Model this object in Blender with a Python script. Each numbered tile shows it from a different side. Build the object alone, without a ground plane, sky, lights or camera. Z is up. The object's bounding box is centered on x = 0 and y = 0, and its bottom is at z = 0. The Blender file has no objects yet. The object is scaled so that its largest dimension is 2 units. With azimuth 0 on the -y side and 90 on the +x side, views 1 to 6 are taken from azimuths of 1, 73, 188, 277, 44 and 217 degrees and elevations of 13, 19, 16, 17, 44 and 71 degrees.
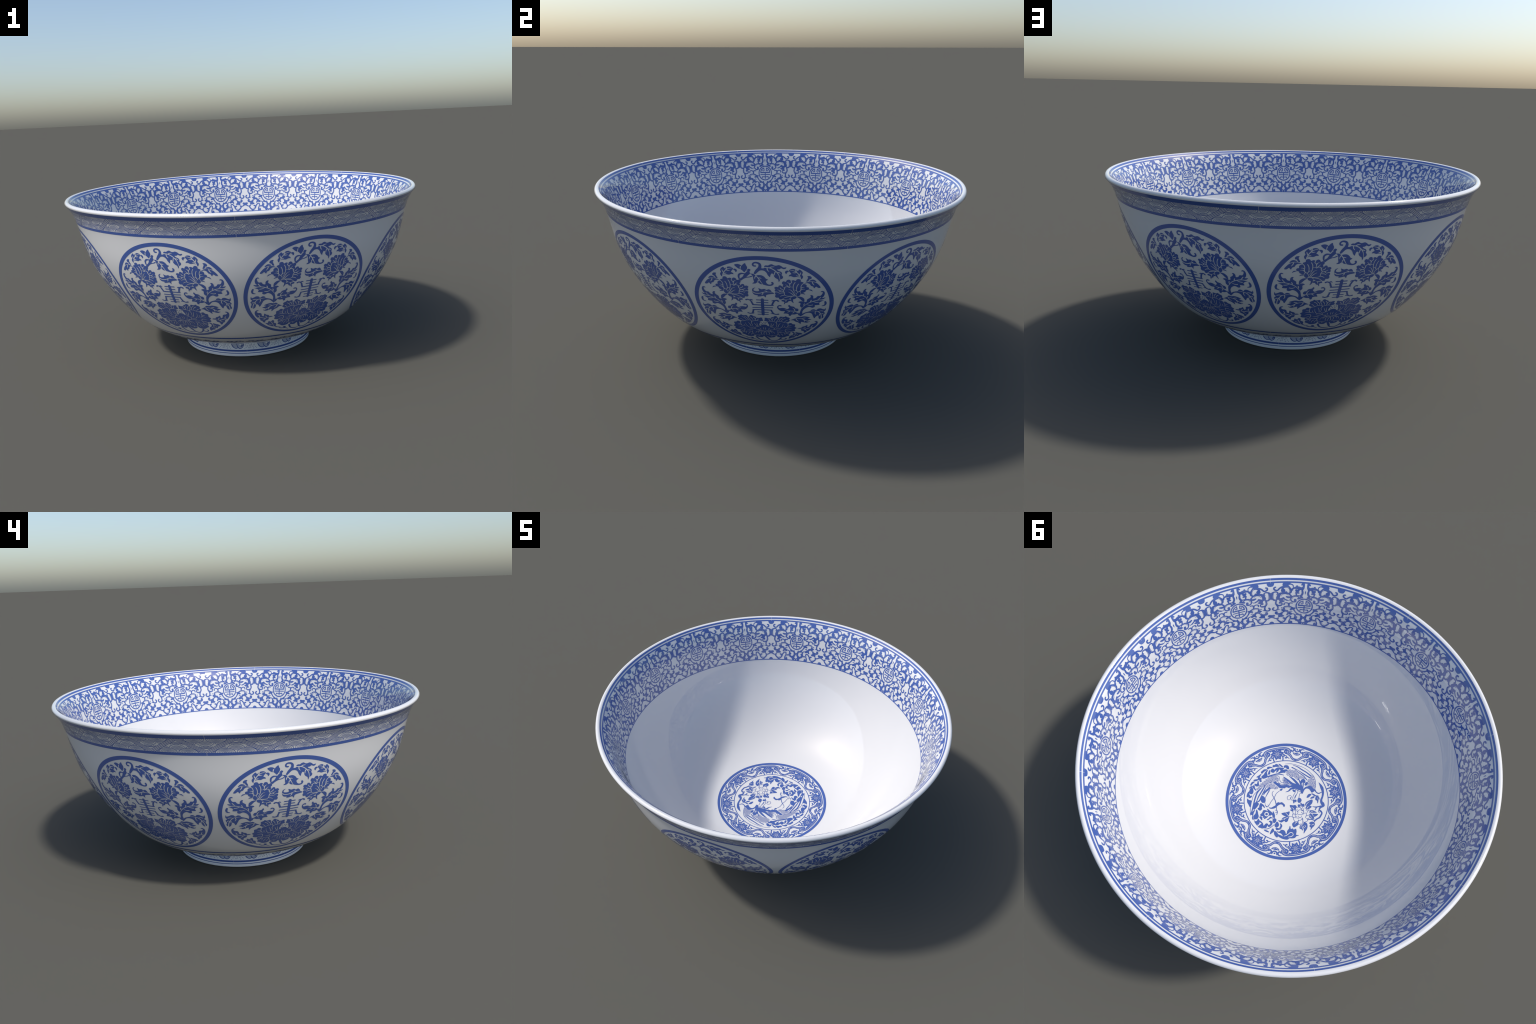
"""Blue-and-white porcelain bowl.

The bowl is a lathe form (spline profile).  All decoration is built as real, slightly raised
glaze pieces: flat motifs are described with brush strokes, leaves, petals and arcs in a local
drawing frame, flattened into one non-overlapping layer (later strokes cover earlier ones, white
strokes reserve the ground), triangulated and wrapped onto the bowl's surface.
"""
import bpy, math, random
import numpy as np
from mathutils import Vector, Matrix
from mathutils.geometry import delaunay_2d_cdt

random.seed(7)
np.random.seed(7)
TAU = 2 * math.pi
RAISE = 0.0006            # thickness of the painted glaze above the porcelain

# ----------------------------------------------------------------------------- splines
def spline(points, step, closed=False, tension=0.5, corners=()):
    """Centripetal-free Catmull-Rom through points, resampled at about `step`."""
    P = np.asarray(points, float)
    n = len(P)
    if n == 2 and not closed:
        k = max(2, int(np.hypot(*(P[1] - P[0])) / step) + 1)
        return P[0] + (P[1] - P[0]) * np.linspace(0, 1, k)[:, None]
    out = []
    m = n if closed else n - 1
    for i in range(m):
        p1, p2 = P[i], P[(i + 1) % n]
        p0 = P[(i - 1) % n] if (closed or i > 0) else 2 * p1 - p2
        p3 = P[(i + 2) % n] if (closed or i + 2 < n) else 2 * p2 - p1
        L = np.hypot(*(p2 - p1))
        if L < 1e-9:
            continue
        # tangents limited so that short spans next to long ones do not overshoot
        def tan(a, b, c):
            d1, d2 = np.hypot(*(b - a)), np.hypot(*(c - b))
            if d1 < 1e-9 or d2 < 1e-9:
                return (c - a) * tension
            t = ((b - a) / d1 * d2 + (c - b) / d2 * d1) / (d1 + d2)
            return t * 2 * tension
        t1 = tan(p0, p1, p2) * L
        t2 = tan(p1, p2, p3) * L
        if i in corners:
            t1 = (p2 - p1)
        if (i + 1) % n in corners:
            t2 = (p2 - p1)
        k = max(2, int(round(L / step)))
        for u in np.arange(k) / k:
            h00 = 2 * u**3 - 3 * u**2 + 1
            h10 = u**3 - 2 * u**2 + u
            h01 = -2 * u**3 + 3 * u**2
            h11 = u**3 - u**2
            out.append(h00 * p1 + h10 * t1 + h01 * p2 + h11 * t2)
    if not closed:
        out.append(P[-1])
    return np.array(out)


def natural_spline(x, y, xq):
    x, y, xq = (np.asarray(v, float) for v in (x, y, xq))
    n, h = len(x), np.diff(x)
    A, b = np.eye(n), np.zeros(n)
    for i in range(1, n - 1):
        A[i, i - 1], A[i, i], A[i, i + 1] = h[i - 1], 2 * (h[i - 1] + h[i]), h[i]
        b[i] = 6 * ((y[i + 1] - y[i]) / h[i] - (y[i] - y[i - 1]) / h[i - 1])
    M = np.linalg.solve(A, b)
    i = np.clip(np.searchsorted(x, xq) - 1, 0, n - 2)
    d, hh = xq - x[i], h[i]
    return (y[i] + d * ((y[i + 1] - y[i]) / hh - hh * (2 * M[i] + M[i + 1]) / 6)
            + M[i] / 2 * d * d + (M[i + 1] - M[i]) / (6 * hh) * d**3)


class Profile:
    """A smooth lathe profile through (radius, height) control points, addressed by arc length.
    `side` is +1 when the outward normal lies to the right of the direction of travel."""
    def __init__(self, points, side, soften=0.0):
        P = np.asarray(points, float)
        s = np.r_[0, np.cumsum(np.hypot(*np.diff(P, axis=0).T))]
        q = np.linspace(0, s[-1], 1600)
        C = np.stack([natural_spline(s, P[:, 0], q), natural_spline(s, P[:, 1], q)], 1)
        if soften:
            # even out the curvature so that reflections run smoothly; the ends stay put
            k = int(soften / (q[1] - q[0]))
            w = np.exp(-0.5 * (np.arange(-3 * k, 3 * k + 1) / k) ** 2)
            w /= w.sum()
            for i in (0, 1):
                pad = np.r_[2 * C[0, i] - C[3 * k:0:-1, i], C[:, i], 2 * C[-1, i] - C[-2:-3 * k - 2:-1, i]]
                C[:, i] = np.convolve(pad, w, "valid")
        self.C = C
        self.s = np.r_[0, np.cumsum(np.hypot(*np.diff(C, axis=0).T))]
        t = np.gradient(C, axis=0)
        t /= np.hypot(*t.T)[:, None]
        self.N = np.stack([t[:, 1], -t[:, 0]], 1) * side
        self.length = self.s[-1]

    def at(self, s):
        r = np.interp(s, self.s, self.C[:, 0])
        z = np.interp(s, self.s, self.C[:, 1])
        n = np.stack([np.interp(s, self.s, self.N[:, 0]), np.interp(s, self.s, self.N[:, 1])], -1)
        n /= np.hypot(n[..., 0], n[..., 1])[..., None]
        return r, z, n

    def s_at_z(self, z):
        i = np.argsort(self.C[:, 1], kind="stable")
        return float(np.interp(z, self.C[i, 1], self.s[i]))

    def wrap(self, azimuth, s, lift=RAISE):
        """azimuth in degrees (0 = -y, 90 = +x) -> positions and normals on the bowl."""
        r, z, n = self.at(s)
        r = r + n[..., 0] * lift
        z = z + n[..., 1] * lift
        a = np.radians(azimuth)
        sx, cy = np.sin(a), -np.cos(a)
        return (np.stack([r * sx, r * cy, z], -1),
                np.stack([n[..., 0] * sx, n[..., 0] * cy, n[..., 1]], -1))


# ----------------------------------------------------------------------------- mesh helpers
def make_mesh(name, verts, faces, normals, material):
    me = bpy.data.meshes.new(name)
    me.from_pydata([tuple(v) for v in verts], [], [tuple(int(i) for i in f) for f in faces])
    me.polygons.foreach_set("use_smooth", [True] * len(me.polygons))
    me.materials.append(material)
    me.normals_split_custom_set_from_vertices([tuple(n) for n in normals])
    me.update()
    return me


def place(name, mesh, parent, azimuth=0.0, kind=None):
    ob = bpy.data.objects.new(name, mesh)
    bpy.context.scene.collection.objects.link(ob)
    ob.parent = parent
    if azimuth:
        ob.rotation_euler = (0, 0, math.radians(azimuth))
    if kind:
        ob["kind"] = kind
    return ob


# ----------------------------------------------------------------------------- flat painting
BLUE, WHITE = 1, 0


def plain(piece):
    return piece.split("#")[0].rstrip("~")


class Painting:
    """Ordered strokes in a flat frame; flatten() resolves the overlaps into separate pieces.
    aspect: metres per drawing unit in x and y, so that round brush marks stay round."""
    def __init__(self, aspect=(1.0, 1.0), step=0.006):
        self.items = []
        self.aspect = np.array(aspect, float)
        self.step = step           # metres
        self.piece = "ornament"
        self.mirrored = False      # also draw everything mirrored in x
        self.shared = False        # mirrored half belongs to the same piece

    # everything is stored in metres
    def _m(self, pts):
        return np.asarray(pts, float) * self.aspect

    def add(self, poly, colour, piece=None):
        poly = np.asarray(poly, float)
        piece = piece or self.piece
        self.items.append((poly, colour, piece))
        if self.mirrored:
            self.items.append((poly[::-1] * (-1, 1), colour, piece if self.shared or piece.endswith("lower") else piece + "~"))

    def shape(self, pts, colour=BLUE, piece=None, corners=(), grow=0.0):
        q = spline(self._m(pts), self.step, closed=True, corners=corners)
        if grow:
            q = self._grow(q, grow)
        self.add(q, colour, piece)

    @staticmethod
    def _grow(q, g):
        t = np.roll(q, -1, 0) - np.roll(q, 1, 0)
        t /= np.maximum(np.hypot(*t.T), 1e-9)[:, None]
        n = np.stack([t[:, 1], -t[:, 0]], 1)
        area = np.sum(q[:, 0] * np.roll(q[:, 1], -1) - np.roll(q[:, 0], -1) * q[:, 1])
        return q + n * (g if area > 0 else -g)

    def polygon(self, pts, colour=BLUE, piece=None):
        self.add(self._m(pts), colour, piece)

    def stroke(self, pts, width, colour=BLUE, piece=None, cap=True):
        """Brush stroke along a spline; width (metres) is a number or a list along the stroke."""
        c = spline(self._m(pts), self.step * 0.8)
        s = np.r_[0, np.cumsum(np.hypot(*np.diff(c, axis=0).T))]
        w = np.atleast_1d(np.asarray(width, float)) / 2
        w = np.interp(s / s[-1], np.linspace(0, 1, len(w)), w) if len(w) > 1 else np.full(len(c), w[0])
        t = np.gradient(c, axis=0)
        t /= np.maximum(np.hypot(*t.T), 1e-9)[:, None]
        n = np.stack([-t[:, 1], t[:, 0]], 1)
        left, right = c + n * w[:, None], c - n * w[:, None]
        # quads keep tight curls well-formed
        piece = piece or self.piece
        k = 3
        for i in range(0, len(c) - 1, k):
            j = min(i + k, len(c) - 1)
            self.add(np.vstack([left[i:j + 1], right[i:j + 1][::-1]]), colour, piece)
        if cap:
            for p, r in ((c[0], w[0]), (c[-1], w[-1])):
                if r > 0.0007:
                    self.dot_m(p, r, colour, piece)

    def dot_m(self, p, r, colour=BLUE, piece=None, squash=1.0, n=None):
        n = n or max(8, int(TAU * r / self.step))
        a = np.arange(n) / n * TAU
        self.add(np.stack([p[0] + r * np.cos(a), p[1] + r * squash * np.sin(a)], 1), colour, piece)

    def dot(self, p, r, colour=BLUE, piece=None, squash=1.0):
        self.dot_m(np.asarray(p, float) * self.aspect, r, colour, piece, squash)

    def leaf(self, outline, veins=(), vein=0.0042, piece="leaf", corners=()):
        """A lobed leaf: smooth outline, reserved white veins (each tapering to its end)."""
        self.shape(outline, BLUE, piece, corners)
        for v in veins:
            self.stroke(v, [vein, vein, vein * 0.45], WHITE, piece, cap=False)

    def petal(self, base, tip, width, lobes=3, streaks=2, neck=0.3, gap=0.0035, depth=0.16,
              piece="peony", bend=0.0, vein=0.0034):
        """A scalloped petal from base to tip (drawing units), width in metres across the crown.
        It is drawn with a white gap round it so that overlapping petals stay apart."""
        b, t = self._m([base])[0], self._m([tip])[0]
        d = t - b
        L = np.hypot(*d)
        ux = d / L
        uy = np.array([-ux[1], ux[0]])
        half = width / 2
        # side from base, then crown of `lobes` scallops, then back
        pts = []
        for u in np.linspace(0, 1, 7):
            pts.append((u * 0.72, -half * (neck + (1 - neck) * math.sin(u * math.pi / 2))))
        for k in range(lobes):
            for u in np.linspace(0.0, 1.0, 6)[(0 if k == 0 else 1):]:
                f = (k + u) / lobes * 2 - 1
                crown = 0.72 + 0.28 * math.sqrt(max(0.0, 1 - 0.85 * f * f))
                bump = math.sin(u * math.pi) ** 0.8
                r = crown * (1 - depth * (1 - bump))
                pts.append((r, half * f * (1 + 0.10 * bump)))
        for u in np.linspace(1, 0, 7):
            pts.append((u * 0.72, half * (neck + (1 - neck) * math.sin(u * math.pi / 2))))
        def tr(x, y):
            y = y + bend * L * math.sin(x * math.pi / 2) ** 2 - bend * L * x
            return b + ux * (x * L) + uy * y
        q = np.array([tr(*p) for p in pts])
        self.add(self._grow(q, gap), WHITE, piece)
        self.add(q, BLUE, piece)
        for k in range(streaks):
            f = (k + 1) / (streaks + 1) * 2 - 1
            line = [tr(x, half * f * (0.25 + 0.6 * x / 0.8)) for x in (0.12, 0.35, 0.6, 0.78)]
            self.stroke(np.array(line) / self.aspect, [vein, vein, vein * 0.5], WHITE, piece, cap=False)

    def ring(self, centre, r, width, colour=BLUE, piece=None, squash=1.0, a0=0.0, a1=360.0):
        c = np.asarray(centre, float) * self.aspect
        n = max(12, int(r * math.radians(a1 - a0) / self.step))
        a = np.radians(np.linspace(a0, a1, n + 1))
        o = np.stack([c[0] + (r + width / 2) * np.cos(a), c[1] + (r + width / 2) * squash * np.sin(a)], 1)
        i = np.stack([c[0] + (r - width / 2) * np.cos(a), c[1] + (r - width / 2) * squash * np.sin(a)], 1)
        k = 4
        for s in range(0, n, k):
            e = min(s + k, n)
            self.add(np.vstack([o[s:e + 1], i[s:e + 1][::-1]]), colour, piece)

    # ---- flattening
    def flatten(self, wrap, grid, clip=None, ground=None, material=None):
        """Returns {piece name: mesh}.  wrap(x, y) -> positions, normals; `grid` is the spacing of
        extra points that let large fills follow the curved surface; clip is an optional polygon."""
        verts, edges = [], []
        for poly, _, _ in self.items:
            n0 = len(verts)
            keep = [poly[0]]
            for p in poly[1:]:
                if abs(p[0] - keep[-1][0]) + abs(p[1] - keep[-1][1]) > 2e-5:
                    keep.append(p)
            m = len(keep)
            if m < 3:
                continue
            verts += [Vector((float(p[0]), float(p[1]))) for p in keep]
            edges += [(n0 + i, n0 + (i + 1) % m) for i in range(m)]
        allp = np.vstack([p for p, _, _ in self.items])
        lo, hi = allp.min(0), allp.max(0)
        if clip is not None:
            clip = np.asarray(clip, float)
            n0, m = len(verts), len(clip)
            verts += [Vector((float(p[0]), float(p[1]))) for p in clip]
            edges += [(n0 + i, n0 + (i + 1) % m) for i in range(m)]
        for gx in np.arange(lo[0] + grid * 0.37, hi[0], grid):
            for gy in np.arange(lo[1] + grid * 0.41, hi[1], grid):
                verts.append(Vector((float(gx), float(gy))))
        v, _, f, _, _, _ = delaunay_2d_cdt(verts, edges, [], 0, 1e-5, False)
        V = np.array([(p[0], p[1]) for p in v])
        F = np.array([t for t in f if len(t) == 3], int)
        cen = V[F].mean(1)
        ar = np.abs(np.cross(V[F[:, 1]] - V[F[:, 0]], V[F[:, 2]] - V[F[:, 0]]))
        ok = ar > 1e-10
        F, cen = F[ok], cen[ok]
        colour = np.zeros(len(F), int)
        owner = np.full(len(F), -1)
        names = []
        for poly, col, piece in self.items:
            if piece not in names:
                names.append(piece)
            hit = inside(poly, cen)
            colour[hit] = col
            owner[hit] = names.index(piece)
        if clip is not None:
            colour[~inside_mask(clip, cen)] = WHITE
        out = {}
        for k, piece in enumerate(names):
            T = F[(colour == BLUE) & (owner == k)]
            if not len(T):
                continue
            used, inv = np.unique(T, return_inverse=True)
            T = inv.reshape(-1, 3)
            P, N = wrap(V[used, 0], V[used, 1])
            fn = np.cross(P[T[:, 1]] - P[T[:, 0]], P[T[:, 2]] - P[T[:, 0]])
            flip = np.einsum("ij,ij->i", fn, N[T[:, 0]]) < 0
            T[flip] = T[flip][:, ::-1]
            out[piece] = make_mesh(plain(piece), P, T, N, material)
        return out


def winding(poly, pts):
    a, b = poly, np.roll(poly, -1, 0)
    w = np.zeros(len(pts), int)
    x, y = pts[:, 0], pts[:, 1]
    for (ax, ay), (bx, by) in zip(a, b):
        if ay == by:
            continue
        cross = (bx - ax) * (y - ay) - (x - ax) * (by - ay)
        w += ((ay <= y) & (by > y) & (cross > 0)).astype(int)
        w -= ((ay > y) & (by <= y) & (cross < 0)).astype(int)
    return w != 0


def inside(poly, pts):
    lo, hi = poly.min(0), poly.max(0)
    cand = np.where((pts[:, 0] >= lo[0]) & (pts[:, 0] <= hi[0]) & (pts[:, 1] >= lo[1]) & (pts[:, 1] <= hi[1]))[0]
    if not len(cand):
        return cand
    return cand[winding(poly, pts[cand])]


def inside_mask(poly, pts):
    m = np.zeros(len(pts), bool)
    m[inside(poly, pts)] = True
    return m


# ----------------------------------------------------------------------------- materials
def glaze(name, base, tint, rough, grain=260.0):
    """Glossy fired glaze: a base colour with a faint cloudy variation under a clear coat."""
    mat = bpy.data.materials.new(name)
    mat.use_nodes = True
    nt = mat.node_tree
    bsdf = nt.nodes["Principled BSDF"]
    co = nt.nodes.new("ShaderNodeTexCoord")
    noise = nt.nodes.new("ShaderNodeTexNoise")
    noise.inputs["Scale"].default_value = 9.0
    noise.inputs["Detail"].default_value = 4.0
    ramp = nt.nodes.new("ShaderNodeMix")
    ramp.data_type = "RGBA"
    ramp.inputs[6].default_value = (*base, 1)
    ramp.inputs[7].default_value = (*tint, 1)
    nt.links.new(co.outputs["Object"], noise.inputs["Vector"])
    nt.links.new(noise.outputs["Fac"], ramp.inputs[0])
    nt.links.new(ramp.outputs[2], bsdf.inputs["Base Color"])
    bsdf.inputs["Roughness"].default_value = rough
    bsdf.inputs["IOR"].default_value = 1.66
    return mat

# ----------------------------------------------------------------------------- the bowl itself
porcelain = glaze("white_porcelain_glaze", (0.622, 0.622, 0.625), (0.612, 0.614, 0.618), 0.02)
cobalt = glaze("cobalt_blue_glaze", (0.051, 0.099, 0.320), (0.048, 0.094, 0.308), 0.02)
wash = glaze("pale_blue_wash", (0.40, 0.46, 0.58), (0.36, 0.42, 0.56), 0.02)
foot_glaze = glaze("bluish_foot_glaze", (0.74, 0.78, 0.82), (0.72, 0.77, 0.81), 0.05)

# outer wall, from the joint with the foot up to the underside of the lip
OUTER = Profile([(0.368, 0.0955), (0.4168, 0.1038), (0.4755, 0.1168), (0.5316, 0.1382), (0.5841, 0.1673),
                 (0.6324, 0.203), (0.6783, 0.2458), (0.7186, 0.2904), (0.7561, 0.3374), (0.791, 0.3863),
                 (0.8235, 0.4369), (0.8529, 0.4893), (0.8796, 0.5461), (0.9009, 0.6023), (0.9179, 0.6599),
                 (0.9312, 0.7185), (0.9439, 0.7773), (0.9611, 0.8348), (0.984, 0.8785), (0.9985, 0.8975)], +1, 0.012)
# inner face, from the middle of the floor up to the inside of the lip
INNER = Profile([(0, 0.1103), (0.0681, 0.1104), (0.1398, 0.1106), (0.2115, 0.111), (0.2831, 0.113),
                 (0.3545, 0.1188), (0.4249, 0.132), (0.4928, 0.1548), (0.5566, 0.1874), (0.6151, 0.2287),
                 (0.6682, 0.2768), (0.716, 0.3302), (0.7589, 0.3876), (0.7971, 0.4482), (0.8305, 0.5116),
                 (0.8585, 0.5776), (0.8811, 0.6456), (0.8991, 0.7149), (0.9154, 0.7847), (0.9377, 0.8528),
                 (0.9565, 0.888), (0.9775, 0.9115)], -1, 0.018)
# rolled lip between the two
LIP = Profile([(0.9775, 0.9115), (0.9835, 0.9143), (0.9910, 0.9144), (0.9970, 0.9102), (1.0, 0.9035), (0.9985, 0.8975)], -1)
# foot ring: outside, sole, inside; then the recessed base
FOOT = Profile([(0.368, 0.100), (0.3735, 0.090), (0.3785, 0.060), (0.3795, 0.030), (0.3790, 0.008), (0.3760, 0.0015), (0.370, 0.0),
                (0.352, 0.0), (0.346, 0.002), (0.343, 0.009), (0.338, 0.040), (0.334, 0.075), (0.325, 0.086)], -1)
BASE = Profile([(0.325, 0.086), (0.25, 0.0865), (0.12, 0.086), (0.0, 0.086)], -1)

SEGMENTS = 360


def lathe(name, profile, spacing, material):
    s = np.linspace(0, profile.length, max(8, int(profile.length / spacing)) + 1)
    r, z, n = profile.at(s)
    a = np.arange(SEGMENTS) / SEGMENTS * TAU
    P = np.stack([r[:, None] * np.sin(a), -r[:, None] * np.cos(a), np.repeat(z[:, None], SEGMENTS, 1)], -1).reshape(-1, 3)
    N = np.stack([n[:, 0, None] * np.sin(a), -n[:, 0, None] * np.cos(a), np.repeat(n[:, 1, None], SEGMENTS, 1)], -1).reshape(-1, 3)
    pole = [i for i in (0, len(s) - 1) if r[i] < 1e-4]
    faces = []
    for i in range(len(s) - 1):
        for j in range(SEGMENTS):
            k = (j + 1) % SEGMENTS
            q = (i * SEGMENTS + j, i * SEGMENTS + k, (i + 1) * SEGMENTS + k, (i + 1) * SEGMENTS + j)
            if i in pole:
                q = (0, q[2], q[3])
            elif i + 1 in pole:
                q = (q[0], q[1], (i + 1) * SEGMENTS)
            faces.append(q)
    f = np.array(faces[len(faces) // 2])
    g = np.cross(P[f[1]] - P[f[0]], P[f[2]] - P[f[0]])
    if g @ N[f[0]] < 0:
        faces = [q[::-1] for q in faces]
    used = sorted({i for q in faces for i in q})
    remap = {u: i for i, u in enumerate(used)}
    return make_mesh(name, P[used], [[remap[i] for i in q] for q in faces], N[used], material)


bowl = bpy.data.objects.new("porcelain_bowl", None)
bpy.context.scene.collection.objects.link(bowl)
bowl["label"] = "large white porcelain bowl with cobalt blue floral medallions and borders"
bowl["category"] = "bowl"

place("outer_wall", lathe("outer_wall", OUTER, 0.008, porcelain), bowl)
place("inner_wall", lathe("inner_wall", INNER, 0.008, porcelain), bowl)
place("lip", lathe("lip", LIP, 0.0022, porcelain), bowl)
place("foot_ring", lathe("foot_ring", FOOT, 0.004, foot_glaze), bowl)
place("base", lathe("base", BASE, 0.02, porcelain), bowl)


# ----------------------------------------------------------------------------- painted lines
def painted_band(profile, s0, s1, span=45.0, seam=0.09):
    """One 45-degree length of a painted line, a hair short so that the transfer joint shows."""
    cols = int(span * 1.2)
    rows = max(1, int(abs(s1 - s0) / 0.006))
    a = np.linspace(seam / 2, span - seam / 2, cols + 1)
    s = np.linspace(s0, s1, rows + 1)
    A, S = np.meshgrid(a, s)
    P, N = profile.wrap(A.ravel(), S.ravel())
    q = [(i * (cols + 1) + j, i * (cols + 1) + j + 1, (i + 1) * (cols + 1) + j + 1, (i + 1) * (cols + 1) + j)
         for i in range(rows) for j in range(cols)]
    f = q[0]
    if np.cross(P[f[1]] - P[f[0]], P[f[2]] - P[f[0]]) @ N[f[0]] < 0:
        q = [t[::-1] for t in q]
    return make_mesh("painted_line", P, q, N, cobalt)


def s_near(profile, r, z):
    d = np.hypot(profile.C[:, 0] - r, profile.C[:, 1] - z)
    return profile.s[d.argmin()]


S_IN1, S_IN2 = INNER.length, s_near(INNER, 0.9697, 0.9035)
S_IN3, S_IN4 = s_near(INNER, 0.9652, 0.8990), s_near(INNER, 0.9600, 0.8928)
S_LOW = INNER.s_at_z(0.6342)
S_BAND_TOP, S_BAND0 = OUTER.length, OUTER.s_at_z(0.8787)
S_BAND1, S_BAND2 = OUTER.s_at_z(0.8110), OUTER.s_at_z(0.7976)
S_LOWLINE = OUTER.s_at_z(0.2062)
LINES = [(INNER, S_IN1 - 0.0002, S_IN2), (INNER, S_IN3, S_IN4), (INNER, S_LOW + 0.006, S_LOW),
         (OUTER, S_BAND_TOP, S_BAND0), (OUTER, S_BAND1, S_BAND2),
         (OUTER, S_LOWLINE + 0.0090, S_LOWLINE - 0.0080),
         (FOOT, s_near(FOOT, 0.38, 0.0415), s_near(FOOT, 0.38, 0.0312)),
         (FOOT, s_near(FOOT, 0.38, 0.0236), s_near(FOOT, 0.38, 0.0196))]
for prof, a, b in LINES:
    strip = painted_band(prof, a, b)
    for k in range(8):
        place("painted_line", strip, bowl, 45.0 * k)

# ----------------------------------------------------------------------------- outer medallions
# Drawing frame: unit disc inside the ring's outer edge, y up the wall.
HALF_SPAN = 21.6                       # degrees of azimuth per unit
MED_S, MED_H = 0.6405, 0.3125            # centre and half height along the wall
MED_ASPECT = (0.313, 0.313)
art = Painting(MED_ASPECT, step=0.004)
art.ring((0, 0), 0.3035, 0.019, piece="medallion")
# pair of side sprigs with a small upright leaf
art.mirrored = True
art.leaf([(-0.54, 0.556), (-0.58, 0.579), (-0.628, 0.583), (-0.689, 0.562), (-0.73, 0.523), (-0.758, 0.466), (-0.73, 0.467), (-0.7, 0.492), (-0.675, 0.464), (-0.66, 0.498), (-0.634, 0.509), (-0.614, 0.544), (-0.587, 0.561)],
         [[(-0.643, 0.577), (-0.652, 0.55), (-0.674, 0.518)]], piece='leaf#1')
art.mirrored = True
art.leaf([(-0.697, 0.574), (-0.678, 0.604), (-0.652, 0.619), (-0.623, 0.613), (-0.6, 0.594), (-0.646, 0.589)],
         [], piece='leaf#2')
art.mirrored = True
art.leaf([(-0.632, 0.647), (-0.621, 0.671), (-0.595, 0.682), (-0.573, 0.678), (-0.586, 0.655), (-0.578, 0.628), (-0.566, 0.587), (-0.588, 0.592), (-0.605, 0.606), (-0.619, 0.624)],
         [[(-0.617, 0.628), (-0.603, 0.606), (-0.593, 0.587)]], piece='leaf#3')
# pair of lobed leaves under the ring
art.mirrored = True
art.leaf([(-0.496, 0.626), (-0.517, 0.649), (-0.521, 0.68), (-0.504, 0.706), (-0.516, 0.735), (-0.503, 0.763), (-0.469, 0.791), (-0.455, 0.769), (-0.417, 0.799), (-0.381, 0.805), (-0.355, 0.795), (-0.343, 0.78), (-0.359, 0.75), (-0.374, 0.719), (-0.353, 0.708), (-0.343, 0.684), (-0.368, 0.687), (-0.406, 0.669), (-0.447, 0.673), (-0.483, 0.66)],
         [[(-0.496, 0.617), (-0.481, 0.677), (-0.451, 0.733), (-0.416, 0.766), (-0.351, 0.789)], [(-0.478, 0.701), (-0.486, 0.723), (-0.491, 0.747)], [(-0.438, 0.746), (-0.418, 0.74), (-0.388, 0.744)], [(-0.479, 0.682), (-0.46, 0.685), (-0.434, 0.697)], [(-0.44, 0.746), (-0.426, 0.781), (-0.422, 0.796)]], piece='leaf#4')
art.mirrored = True
art.leaf([(-0.345, 0.767), (-0.323, 0.779), (-0.302, 0.769), (-0.296, 0.746), (-0.314, 0.722), (-0.322, 0.746)],
         [], piece='leaf#5')
# bud with its calyx, stem and tendril
art.mirrored = False
art.leaf([(-0.326, 0.84), (-0.284, 0.858), (-0.254, 0.85), (-0.233, 0.83), (-0.243, 0.804), (-0.254, 0.778), (-0.284, 0.792), (-0.305, 0.812)],
         [], piece='bud')
art.mirrored = False
art.leaf([(-0.233, 0.83), (-0.219, 0.853), (-0.187, 0.878), (-0.18, 0.851), (-0.166, 0.819), (-0.17, 0.785), (-0.185, 0.76), (-0.204, 0.732), (-0.229, 0.76), (-0.251, 0.781)],
         [[(-0.246, 0.826), (-0.252, 0.8), (-0.254, 0.775)]], piece='bud')
art.mirrored = False
art.leaf([(-0.2, 0.723), (-0.172, 0.765), (-0.149, 0.792), (-0.123, 0.777), (-0.138, 0.751), (-0.134, 0.714), (-0.158, 0.686), (-0.182, 0.658), (-0.219, 0.636), (-0.26, 0.587), (-0.271, 0.605), (-0.231, 0.654)],
         [[(-0.203, 0.717), (-0.186, 0.741), (-0.163, 0.76)]], piece='stem')
art.mirrored = False
art.stroke([(-0.21, 0.708), (-0.25, 0.706), (-0.276, 0.683), (-0.281, 0.649), (-0.274, 0.608)], [0.005, 0.008, 0.008, 0.007, 0.004], piece='stem')
art.mirrored = False
art.stroke([(-0.259, 0.598), (-0.224, 0.628), (-0.178, 0.65), (-0.142, 0.658), (-0.115, 0.672)], [0.007, 0.006, 0.004, 0.004, 0.005], piece='stem')
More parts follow.
